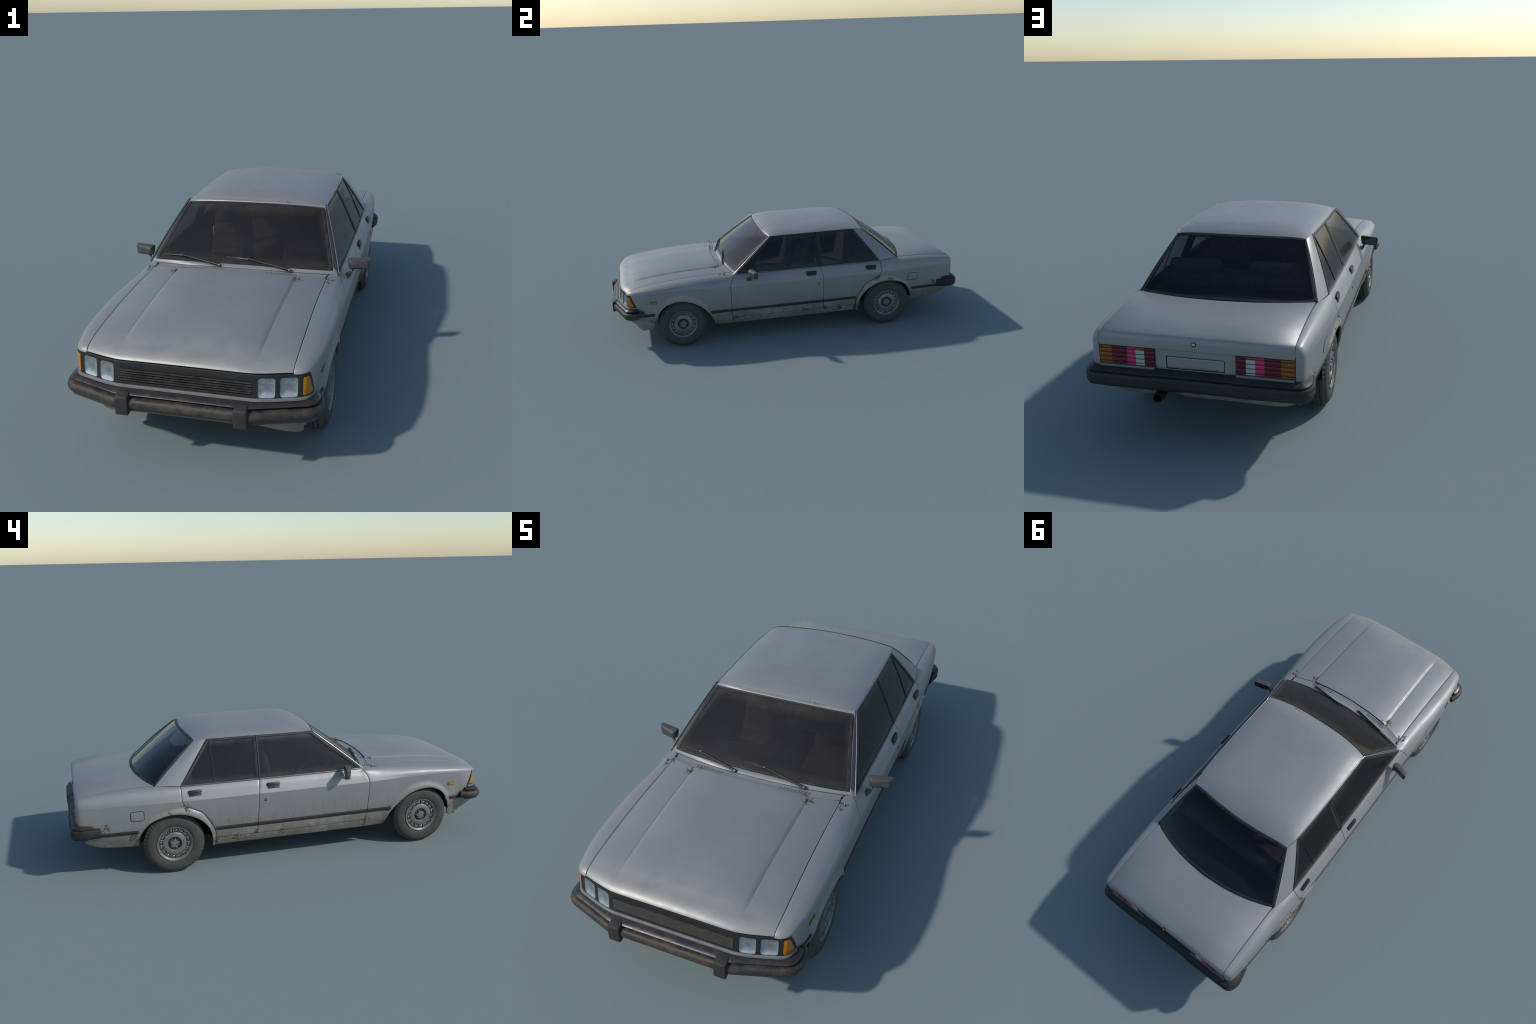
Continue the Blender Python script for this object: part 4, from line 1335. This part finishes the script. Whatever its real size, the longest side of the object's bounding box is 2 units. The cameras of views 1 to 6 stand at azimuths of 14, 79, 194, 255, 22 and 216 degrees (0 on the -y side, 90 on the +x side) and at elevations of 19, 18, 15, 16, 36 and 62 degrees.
W1 = 0.3765  # parameter where the lower rear tip of the mask ends
WT = 0.3480
mask_out = [(-W1, 0.2560), (-0.30, 0.2560), (0.30, 0.2560), (W1, 0.2560), (WT, 0.3232), (0.30, 0.3236), (-0.30, 0.3236), (-WT, 0.3232)]
HL = []
for s in (-1, 1):
    for x0, x1 in ((0.2075, 0.2528), (0.2652, 0.3110)):
        HL.append((s, rounded([(s * x0, 0.2578), (s * x1, 0.2578), (s * x1, 0.3135), (s * x0, 0.3135)], 0.009, 5)))
GRILLE = [(-0.190, 0.2650), (0.190, 0.2650), (0.190, 0.3025), (-0.190, 0.3025)]
IND = [(0.3270, 0.2610), (0.3660, 0.2625), (0.3440, 0.3110), (0.3270, 0.3105)]
holes = [h for s, h in HL] + [GRILLE] + [rounded([(s * x, z) for x, z in IND], 0.003, 3) for s in (-1, 1)]
bx = np.unique(np.concatenate([np.linspace(-0.376, 0.376, 120)]))
mask = add("front_mask", panel("front_mask", mask_out, bz_recess, bx, np.linspace(0.257, 0.323, 14), BLACK, thick=0.008, gap=0.0003, holes=holes, roll=0.0008))


def lens_panel(name, outline, mat, depth, dome, flat=False):
    c = np.mean(outline, axis=0)
    ext = np.max(np.abs(outline - c), axis=0)

    def f(x, z):
        p = bezel(x, z)
        u, v = (np.asarray(x) - c[0]) / ext[0], (np.asarray(z) - c[1]) / ext[1]
        p[..., 1] += depth - dome * np.clip(1 - np.maximum(u * u, v * v) ** 1.5, 0, 1)
        return p

    lo, hi = np.min(outline, 0), np.max(outline, 0)
    return panel(name, outline, f, np.linspace(lo[0], hi[0], 16), np.linspace(lo[1], hi[1], 16), mat, thick=0.006, gap=-0.0012, roll=0, step=0.004)


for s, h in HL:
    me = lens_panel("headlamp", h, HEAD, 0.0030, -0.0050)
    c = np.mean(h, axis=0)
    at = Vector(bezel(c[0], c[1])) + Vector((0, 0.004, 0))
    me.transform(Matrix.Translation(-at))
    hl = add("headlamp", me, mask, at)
for s in (-1, 1):
    o = rounded([(s * x, z) for x, z in IND], 0.003, 3)
    add("indicator_lamp", lens_panel("indicator_lamp", o, AMBER, 0.0018, 0.0022), mask)

GR = make_rubber("grille_plastic", (0.022, 0.021, 0.020), (0.062, 0.053, 0.041), 0.6, 0.5)
add("grille_back", box("grille_back", (0.388, 0.004, 0.046), DARK, 0.0, (0, -0.9380, 0.2838)), mask)
n_s = 5
for k in range(n_s):
    z0 = 0.2690 + k * (0.3020 - 0.2690) / n_s * 1.06
    prof = [(0.0, z0 + 0.0044), (0.0, z0 + 0.0030), (-0.0080, z0 - 0.0002), (-0.0118, z0 - 0.0004), (-0.0124, z0 + 0.0008), (-0.0110, z0 + 0.0018)]
    rows = [[(x, -0.9435 + o - (0.3025 - z) * 0.105, z) for o, z in prof] for x in np.linspace(-0.1915, 0.1915, 5)]
    rows = [[(x, y + 0.0045, z) for x, y, z in r_] for r_ in rows]
    add("grille_slat", loft("grille_slat", rows, GR, close_u=True, caps=True, sharp=30), mask)

# bright strip under the mask
def nose_path(n=60, off=0.0):
    xs_ = np.concatenate([[-W1], np.linspace(-0.37, -0.3205, 10), np.linspace(-0.31, -0.205, 6), [-0.199, -0.195, -0.19], np.linspace(-0.15, 0.15, 7), [0.19, 0.195, 0.199], np.linspace(0.205, 0.31, 6), np.linspace(0.3205, 0.37, 10), [W1]])
    p = bezel(xs_, np.full_like(xs_, 0.2555))
    return p[:, :2]


add("nose_strip", sweep("nose_strip", nose_path(), [(-0.006, 0.2563), (0.0016, 0.2561), (0.0030, 0.2550), (0.0036, 0.2496), (0.0026, 0.2484), (-0.006, 0.2480)], TRIM, 40))

# closed wall behind the mask
add("nose_backing", sweep("nose_backing", nose_path(), [(-0.030, 0.330), (-0.022, 0.330), (-0.022, 0.20), (-0.030, 0.20)], DARK, 40))

# ------------------------------------------------------------------ front bumper
half = [(0.0, -0.9850), (0.192, -0.9850), (0.361, -0.9290), (0.3735, -0.8800), (0.3590, -0.8335)]


def both(h):
    h = np.array(h)
    return np.vstack([h[::-1] * np.array((-1, 1)), h[1:]])


fb = fillet_path(both(half), [0.022, 0.024, 0.010, 0, 0.010, 0.024, 0.022], 0.008)
ledge_path = fb[(fb[:, 1] < -0.856)]
FBUMP = add("front_bumper", sweep("front_bumper", fb, [(-0.022, 0.2300), (-0.0060, 0.2305), (0.0005, 0.2298), (0.0055, 0.2262), (0.0085, 0.2190), (0.0082, 0.2090), (0.0052, 0.2030), (-0.001, 0.1998), (-0.022, 0.1995)], BUMPER, 40))
add("bumper_ledge", sweep("bumper_ledge", ledge_path, [(-0.034, 0.2490), (-0.016, 0.2460), (-0.0055, 0.2412), (-0.0038, 0.2392), (-0.0055, 0.2368), (-0.014, 0.2360), (-0.034, 0.2360)], LEDGE, 30), FBUMP)
add("bumper_lower_strip", sweep("bumper_lower_strip", fb[3:-3], [(-0.024, 0.1996), (-0.0015, 0.1994), (-0.0030, 0.1905), (-0.024, 0.1885)], make_rubber("bumper_lip", (0.055, 0.058, 0.058), (0.075, 0.07, 0.05), 0.6, 0.5), 40), FBUMP)
for s in (-1, 1):
    prof = rounded([(-0.9720, 0.2475), (-0.9985, 0.2395), (-0.9998, 0.2330), (-0.9990, 0.1850), (-0.9940, 0.1825), (-0.9700, 0.1880)], 0.003, 3)
    rows = []
    for x, k in ((-0.0185, 0.78), (-0.0168, 0.97), (-0.0150, 1.0), (0.0150, 1.0), (0.0168, 0.97), (0.0185, 0.78)):
        c = np.array((-0.9800, 0.2150))
        rows.append([(0.1690 * s + x, *(c + (np.array(p) - c) * (1 - (1 - k) * 0.30))) for p in prof])
    add("bumper_guard", loft("bumper_guard", rows, GUARD, close_u=True, caps=True, sharp=50), FBUMP)

# valance under the front bumper
val_half = [(0.0, -0.905), (0.15, -0.902), (0.25, -0.885), (0.300, -0.858), (0.312, -0.840)]
vp = smooth_path(both(val_half), 4)
rows = []
for x, y in vp:
    k = abs(x) / 0.312
    zb = 0.150 - 0.048 * k ** 2.2
    rows.append([(x, y - 0.004, 0.200), (x, y + 0.002, 0.175), (x, y + 0.018 - 0.014 * k, zb), (x, y + 0.026 - 0.014 * k, zb), (x, y + 0.012, 0.175), (x, y + 0.008, 0.200)])
add("front_valance", loft("front_valance", rows, PAINT, close_u=True, caps=True, sharp=40))

# ------------------------------------------------------------------ rear bumper
rhalf = [(0.0, 1.0000), (0.20, 0.9995), (0.3560, 0.9960), (0.3735, 0.9450), (0.3570, 0.8720)]
step_in = lambda x: -0.0035 * float(1 - sstep(0.1240, 0.1300, abs(x)))
rb = fillet_path(both(rhalf), [0.02, 0.030, 0.05, 0, 0.05, 0.030, 0.02], 0.006)[::-1]
RB = add("rear_bumper", sweep("rear_bumper", rb, [(-0.020, 0.2425), (-0.0062, 0.2422), (-0.0012, 0.2408), (0.0, 0.2370), (-0.0002, 0.2285), (-0.0012, 0.2275), (-0.0012, 0.2265), (-0.0003, 0.2255), (-0.0006, 0.2140), (-0.0025, 0.2065), (-0.0075, 0.1990), (-0.0150, 0.1958), (-0.024, 0.1955)], BUMPER_REAR, 40, shift=step_in))
rl = rb[(rb[:, 1] > 0.899)]
add("bumper_ledge", sweep("bumper_ledge", rl, [(-0.040, 0.2600), (-0.0265, 0.2575), (-0.0100, 0.2515), (-0.0078, 0.2495), (-0.0080, 0.2445), (-0.0100, 0.2430), (-0.040, 0.2425)], BUMPER_REAR, 30, shift=step_in), RB)
# valance under the rear bumper
rv = smooth_path(both([(0.0, 0.940), (0.20, 0.940), (0.27, 0.932), (0.302, 0.905), (0.310, 0.88)]), 4)
rows = []
for x, y in rv:
    notch = 0.020 * math.exp(-((x - 0.125) / 0.028) ** 4)
    zb = 0.150 + notch - 0.006 * (abs(x) / 0.31) ** 2
    rows.append([(x, y + 0.006, 0.215), (x, y, 0.180 + notch * 0.5), (x, y - 0.022, zb), (x, y - 0.034, zb), (x, y - 0.012, 0.185 + notch * 0.5), (x, y - 0.006, 0.215)])
add("rear_valance", loft("rear_valance", rows, PAINT, close_u=True, caps=True, sharp=40))
# exhaust
ex = []
for r, y in ((0.0160, 0.70), (0.0160, 0.9655), (0.0155, 0.9670), (0.0135, 0.9670), (0.0130, 0.955), (0.0130, 0.75)):
    ex.append([(0.1290 + r * math.cos(a), y, 0.1590 + (0.97 - y) * 0.03 + r * math.sin(a)) for a in np.linspace(0, tau, 25)[:-1]])
add("exhaust_pipe", loft("exhaust_pipe", ex, make_rubber("exhaust_metal", (0.035, 0.034, 0.034), (0.06, 0.045, 0.03), 0.6, 0.5, 0.5, 0.6), close_u=True, sharp=50))

# ------------------------------------------------------------------ small flank fittings
def on_side(y, z, lift=0.0):
    e = 1e-3
    v = v_at(y, z)
    p = side(np.array([y]), np.array([v]))[0]
    du = side(np.array([y + e]), np.array([v]))[0] - side(np.array([y - e]), np.array([v]))[0]
    dv = side(np.array([y]), np.array([v + e]))[0] - side(np.array([y]), np.array([v - e]))[0]
    n = np.cross(du, dv)
    n /= np.linalg.norm(n)
    if n[0] < 0:
        n = -n
    yv = du / np.linalg.norm(du)
    zv = np.cross(n, yv)
    if zv[2] < 0:
        zv = -zv
    return p + n * lift, Matrix((n, yv, zv)).transposed()


for yc, dd in ((0.1093, DOORS_F), (0.4616, DOORS_R)):
    p, R = on_side(yc, 0.3640)
    n_ = np.array(R.col[0])
    recess = box("r", (0.003, 0.055, 0.012), RIM_DARK, 0.001, p - np.array(R.col[2]) * 0.0115 + n_ * 0.0002, R)
    grip = box("g", (0.0085, 0.058, 0.0125), BLACK, 0.0022, p + n_ * 0.0034 + np.array(R.col[2]) * 0.0015, R)
    lip = box("l", (0.0050, 0.052, 0.0060), BLACK, 0.0015, p + n_ * 0.0020 - np.array(R.col[2]) * 0.0075, R)
    me = join("door_handle", [recess, grip, lip])
    add("door_handle", me, dd[0])
    add("door_handle", mirrored(me), dd[1])
p, R = on_side(0.1479, 0.2999)
n_ = np.array(R.col[0])
me = join("door_lock", [tube("dl", [p - n_ * 0.002, p + n_ * 0.0014, p + n_ * 0.0018], [0.0060, 0.0060, 0.0050], BLACK, 16), tube("dl2", [p, p + n_ * 0.0022, p + n_ * 0.0026], [0.0036, 0.0036, 0.0028], CHROME, 14)])
add("door_lock", me, DOORS_F[0])
add("door_lock", mirrored(me), DOORS_F[1])
p, R = on_side(-0.7780, 0.2765)
n_ = np.array(R.col[0])
me = join("side_marker", [box("m", (0.004, 0.0330, 0.0115), AMBER, 0.0015, p + n_ * 0.0018, R), box("m2", (0.003, 0.036, 0.0140), BLACK, 0.001, p + n_ * 0.0003, R)])
add("side_marker", me, FENDERS[0])
add("side_marker", mirrored(me), FENDERS[1])
# fuel flap: a raised plate inside a dark groove
fl = rounded([(-0.0285, -0.0220), (0.0285, -0.0220), (0.0285, 0.0220), (-0.0285, 0.0220)], 0.0105, 6)


def flap(name, mat, grow, lift, thick):
    o = inset(fl, -grow)

    def f(u, w):
        u, w = np.broadcast_arrays(np.asarray(u, float), np.asarray(w, float))
        yy, zz = 0.7144 + u.ravel(), 0.2812 + w.ravel()
        vv = np.array([v_at(a, b) for a, b in zip(yy, zz)])
        q = side(yy, vv)
        q[:, 0] += lift
        return q.reshape(u.shape + (3,))

    return panel(name, o, f, np.linspace(-0.024, 0.024, 6), np.linspace(-0.018, 0.018, 5), mat, thick=thick, gap=0, roll=0.0006 if mat is PAINT else 0, step=0.006)


g1, g2 = flap("flap_groove", RIM_DARK, 0.0012, 0.0006, 0.002), flap("fuel_flap", PAINT, -0.0018, 0.0018, 0.003)
for k in (0, 1):
    gobj = add("fuel_flap", g2 if k == 0 else mirrored(g2), QUARTERS[k])
    add("flap_groove", g1 if k == 0 else mirrored(g1), QUARTERS[k])

# door mirrors
hb = np.array((0.3950, -0.2290, 0.4005))
rows = []
outl = rounded([(0.0405, 0.0180), (-0.0385, 0.0195), (-0.0330, -0.0175), (0.0370, -0.0195)], 0.007, 4)
cen = np.mean(outl, axis=0)
for d, k in ((0.0105, 0.985), (0.0115, 0.99), (0.0100, 1.0), (0.0, 1.0), (-0.0055, 0.955), (-0.0105, 0.86), (-0.0140, 0.72), (-0.0152, 0.50)):
    rows.append([(hb[0] + cen[0] + (p_[0] - cen[0]) * k, hb[1] + d + 0.24 * (p_[0]), hb[2] + cen[1] + (p_[1] - cen[1]) * k) for p_ in outl])
shell = loft("mirror_shell", rows, MIRROR_GREY, close_u=True, caps=True, sharp=60)
rows = []
for d, k in ((0.0108, 0.86), (0.0119, 0.86)):
    rows.append([(hb[0] + cen[0] + (p_[0] - cen[0]) * k, hb[1] + d + 0.24 * (p_[0]), hb[2] + cen[1] + (p_[1] - cen[1]) * k) for p_ in outl])
mglass = loft("mirror_glass", rows, simple("mirror_silver", (0.10, 0.10, 0.10), 0.08, 0.9, 0.05), close_u=True, caps=True, sharp=60)
pb, Rb = on_side(-0.2460, 0.3600)
arm = join("mirror_arm", [tube("ma", [pb + np.array((-0.002, 0, 0)), pb + np.array((0.006, 0.0, 0.002)), (0.3705, -0.2400, 0.3735), (0.3790, -0.2340, 0.3880)], [0.0085, 0.0070, 0.0046, 0.0050], MIRROR_GREY, 12), box("mb", (0.005, 0.026, 0.018), MIRROR_GREY, 0.002, pb + np.array(Rb.col[0]) * 0.001, Rb)])
for k in (0, 1):
    ms = add("door_mirror", shell if k == 0 else mirrored(shell), DOORS_F[k])
    add("mirror_glass", mglass if k == 0 else mirrored(mglass), DOORS_F[k])
    add("mirror_arm", arm if k == 0 else mirrored(arm), DOORS_F[k])

# ------------------------------------------------------------------ wheels (axle along x, outer face +x, centre at origin)
def revolve(name, prof, mat, n=64, sharp=35, closed=False):
    rows = [[(x, r * math.cos(a), r * math.sin(a)) for x, r in prof] for a in np.linspace(0, tau, n + 1)[:-1]]
    return loft(name, rows, mat, close_u=closed, close_v=True, sharp=sharp)


TW = 0.080  # tyre width
xo = 0.0    # outer sidewall plane


def tyre_mesh():
    n, rows = 240, []
    side_pts = [(-0.012, 0.0780), (-0.0050, 0.0795), (-0.0018, 0.0850), (0.0, 0.0950), (-0.0004, 0.1080), (-0.0022, 0.1165), (-0.0042, 0.1205), (-0.0052, 0.1212), (-0.0085, 0.1262), (-0.0120, 0.1298)]
    tread = np.linspace(-0.0150, -TW + 0.0150, 25)
    for k in range(n):
        a = tau * k / n
        ph = k % 5
        row = [(x, r) for x, r in side_pts]
        for j, x in enumerate(tread):
            u = (x + TW / 2) / (TW / 2)
            r = TYRE_R - 0.0085 * abs(u) ** 3 - 0.0002
            if j in (5, 12, 19):
                r -= 0.0042
            else:
                sh = int(abs(j - 12) * 0.45)
                if (k + sh) % 5 == 0:
                    r -= 0.0034
            row.append((x, r))
        row += [(-TW - x, r) for x, r in side_pts[::-1]]
        if ph == 0:
            row[8] = (row[8][0] - 0.0022, row[8][1] - 0.0015)
            row[9] = (row[9][0] - 0.0015, row[9][1] - 0.0025)
        rows.append([(x, r * math.cos(a), r * math.sin(a)) for x, r in row])
    return loft("tyre", rows, TYRE, close_v=True, sharp=38)


def rim_mesh():
    parts = []
    # outer lip and well
    parts.append(revolve("lip", [(-0.075, 0.0775), (-0.012, 0.0780), (-0.0035, 0.0795), (-0.0010, 0.0786), (-0.0012, 0.0765), (-0.0042, 0.0738), (-0.0056, 0.0700), (-0.0072, 0.0688), (-0.0120, 0.0682)], RIM, 64))
    # shadowed floor of the windows
    parts.append(revolve("dish", [(-0.0130, 0.0700), (-0.0140, 0.0510)], RIM_DARK, 64))
    # centre disc with hub recess
    parts.append(revolve("disc", [(-0.0130, 0.0530), (-0.0078, 0.0524), (-0.0062, 0.0505), (-0.0048, 0.0390), (-0.0046, 0.0325), (-0.0062, 0.0308), (-0.0130, 0.0288), (-0.0180, 0.0280), (-0.0180, 0.0001)], RIM, 64))
    # sixteen window bars with a cupped insert in each opening
    ns = 16
    for k in range(ns):
        a = tau * (k + 0.5) / ns
        Rm = Matrix.Rotation(a, 3, "X")
        parts.append(box("bar", (0.0066, 0.0190, 0.0046), RIM, 0.0014, Rm @ Vector((-0.0092, 0.0607, 0)), Rm))
        R2 = Matrix.Rotation(tau * k / ns, 3, "X")
        cup = []
        for i in range(6):
            u = -1 + 2 * i / 5
            w = 0.0076 + 0.0018 * i / 5
            row = []
            for j in range(7):
                t = -1 + 2 * j / 6
                dep = -0.0122 + 0.0042 * (1 - abs(t) ** 4) * (1 - abs(u) ** 4)
                row.append(R2 @ Vector((dep, 0.0607 + u * 0.0066, t * w)))
            cup.append([tuple(v) for v in row])
        parts.append(loft("cup", cup, RIM_BRIGHT, sharp=70))
    return join("wheel", parts)


def hub_mesh():
    # five-lobed cap with wheel nuts
    rows = []
    n = 60
    for x, sc_ in ((-0.0175, 1.12), (-0.0060, 1.0), (-0.0040, 0.94), (-0.0034, 0.70), (-0.0032, 0.05)):
        rows.append([(x, sc_ * 0.0182 * (1 + 0.17 * math.cos(5 * a)) * math.cos(a), sc_ * 0.0182 * (1 + 0.17 * math.cos(5 * a)) * math.sin(a)) for a in np.linspace(0, tau, n + 1)[:-1]])
    cap = loft("cap", rows, RIM, close_u=True, sharp=50)
    nuts = []
    for k in range(5):
        a = tau * (k + 0.5) / 5
        c = np.array((-0.0170, 0.0222 * math.cos(a), 0.0222 * math.sin(a)))
        nuts.append(tube("nut", [c, c + np.array((0.0060, 0, 0)), c + np.array((0.0070, 0, 0))], [0.0034, 0.0034, 0.0024], DULL_CHROME, 6))
    well = revolve("well", [(-0.0172, 0.0282), (-0.0172, 0.0005)], RIM_DARK, 32)
    return join("hub_cap", [cap, well] + nuts)


TY, RM, HB = tyre_mesh(), rim_mesh(), hub_mesh()
for (yc, zc), xh in ((WHEEL_F, 0.3630), (WHEEL_R, 0.3622)):
    for s in (1, -1):
        w = add("wheel", RM, None, (s * xh, yc, zc))
        spin = rng.uniform(0, tau)
        w.rotation_euler = (spin, 0, 0) if s == 1 else (spin, 0, pi)
        add("tyre", TY, w)
        add("hub_cap", HB, w)

# wheel housings and underbody
for (yc, zc), r in ((WHEEL_F, 0.1500), (WHEEL_R, 0.1500)):
    rows = []
    for a in np.linspace(0.10, pi - 0.10, 30):
        y, z = yc + r * math.cos(a), zc + r * math.sin(a) * 0.90
        rows.append([(0.350, y, z), (0.20, y, z), (0.20, y, z + 0.004), (0.350, y, z + 0.004)])
    me = loft("wheel_housing", rows, DARK, close_u=True, caps=True)
    pair("wheel_housing", me)
    disc = [[(0.205, yc + q * r * math.cos(a), zc + q * r * math.sin(a) * 0.9) for a in np.linspace(0.0, pi, 20)] for q in (0.02, 1.0)]
    dw = loft("housing_wall", [disc[0], disc[1], [(x - 0.004, y, z) for x, y, z in disc[1]], [(x - 0.004, y, z) for x, y, z in disc[0]]], DARK, close_v=True)
    pair("housing_wall", dw)
    add("axle", tube("axle", [(-0.30, yc, zc), (0.30, yc, zc)], 0.012, UNDER, 10))
add("floor_pan", join("floor_pan", [box("f1", (0.64, 0.80, 0.020), UNDER, 0.004, (0, -0.02, 0.118)), box("f2", (0.40, 0.36, 0.020), UNDER, 0.004, (0, -0.62, 0.150)), box("f3", (0.50, 0.10, 0.020), UNDER, 0.004, (0, -0.82, 0.175)), box("f4", (0.40, 0.36, 0.020), UNDER, 0.004, (0, 0.56, 0.175)), box("f5", (0.56, 0.20, 0.020), UNDER, 0.004, (0, 0.83, 0.175))]))
add("bulkhead", join("bulkhead", [box("b1", (0.60, 0.010, 0.22), DARK, 0, (0, -0.360, 0.26)), box("b2", (0.58, 0.010, 0.20), DARK, 0, (0, 0.64, 0.28)), box("b3", (0.58, 0.008, 0.12), DARK, 0, (0, 0.945, 0.270))]))

# ------------------------------------------------------------------ interior
pair("inner_side_wall", join("inner_side_wall", [box("w1", (0.008, 0.40, 0.240), DARK, 0, (0.302, 0.540, 0.262)), box("w2", (0.008, 0.66, 0.240), DARK, 0, (0.318, 0.015, 0.248))]))
def cushion(name, size, at, rot=0.0, bevel=0.018, ribs_=0, taper=None):
    R = Matrix.Rotation(rot, 3, "X")
    parts = [box("c", size, SEAT, bevel, at, R, seg=4, taper=taper)]
    for k in range(ribs_):
        t = -0.5 + (k + 1) / (ribs_ + 1)
        parts.append(box("seam", (size[0] * 0.62, size[1] + 0.0012, 0.0022), SEAT_DARK, 0, Vector(at) + R @ Vector((0, 0, t * size[2])), R))
    return join(name, parts)


for s in (-1, 1):
    x = 0.150 * s
    so = add("front_seat", join("front_seat", [cushion("b", (0.190, 0.062, 0.250), (x, 0.095, 0.355), -0.20, 0.028, 4, (0.78, 0.8)), cushion("h", (0.100, 0.040, 0.050), (x, 0.130, 0.500), -0.18, 0.016, 1), cushion("q", (0.190, 0.200, 0.070), (x, -0.010, 0.235), 0.12, 0.022)]))
add("rear_seat", join("rear_seat", [cushion("rb", (0.570, 0.075, 0.215), (0, 0.475, 0.345), -0.32, 0.024, 3), cushion("rq", (0.570, 0.190, 0.075), (0, 0.375, 0.235), 0.10, 0.022), cushion("rh", (0.20, 0.050, 0.075), (0.15, 0.505, 0.452), -0.3, 0.02), cushion("rh", (0.20, 0.050, 0.075), (-0.15, 0.505, 0.452), -0.3, 0.02)]))
add("parcel_shelf", box("parcel_shelf", (0.590, 0.170, 0.008), DASH, 0.002, (0, 0.605, 0.388)))
add("dashboard", join("dashboard", [box("d1", (0.600, 0.100, 0.080), DASH, 0.015, (0, -0.290, 0.350)), box("d2", (0.140, 0.050, 0.022), DASH, 0.008, (-0.150, -0.260, 0.396))]))
wr = []
cw = np.array((-0.150, -0.165, 0.372))
ax_t = np.array((0, -0.42, -0.90)); ax_u = np.array((1.0, 0, 0)); ax_v = np.array((0, 0.90, -0.42))
for a in np.linspace(0, tau, 41)[:-1]:
    d = math.cos(a) * ax_u + math.sin(a) * ax_v
    wr.append([cw + d * (0.078 + 0.0055 * math.cos(b)) + ax_t * 0.0055 * math.sin(b) for b in np.linspace(0, tau, 9)[:-1]])
add("steering_wheel", join("steering_wheel", [loft("sw", wr, DASH, close_u=True, close_v=True, sharp=80), tube("col", [cw, cw + ax_t * 0.09], 0.010, DASH), box("spoke", (0.150, 0.016, 0.010), DASH, 0.003, cw, Matrix.Rotation(-0.44, 3, "X"))]))
add("centre_console", join("centre_console", [box("cc", (0.085, 0.300, 0.090), DASH, 0.012, (0, -0.100, 0.205)), tube("gl", [(0, -0.12, 0.25), (0, -0.105, 0.305)], 0.004, DASH), box("kn", (0.016, 0.016, 0.018), DASH, 0.006, (0, -0.104, 0.312)), box("rk", (0.006, 0.014, 0.004), RED_KNOB, 0.001, (0.028, -0.06, 0.254))]))
add("inside_mirror", join("inside_mirror", [box("im", (0.105, 0.010, 0.030), DASH, 0.004, (0, -0.135, 0.528)), box("ims", (0.010, 0.012, 0.034), TRIM, 0.002, (0.0, -0.131, 0.556))]))


def liner(x, y):
    p = roof(x, y)
    p[..., 2] -= 0.012
    return p


lo_ = [(-0.235, -0.09), (0.235, -0.09), (0.240, 0.15), (0.228, 0.42), (-0.228, 0.42), (-0.240, 0.15)]
add("headliner", panel("headliner", lo_, liner, np.linspace(-0.23, 0.23, 16), np.linspace(-0.08, 0.41, 16), SEAT_DARK, thick=0.003, roll=0, step=0.03))
# inner door pillars
bp = []
for z in np.linspace(0.385, 0.565, 6):
    p = glass_side(0.1665, z, -0.012)
    bp.append([(p[0] - 0.012, 0.152, z), (p[0], 0.152, z), (p[0], 0.182, z), (p[0] - 0.012, 0.182, z)])
pair("door_pillar", loft("door_pillar", bp, DARK, close_u=True, caps=True))
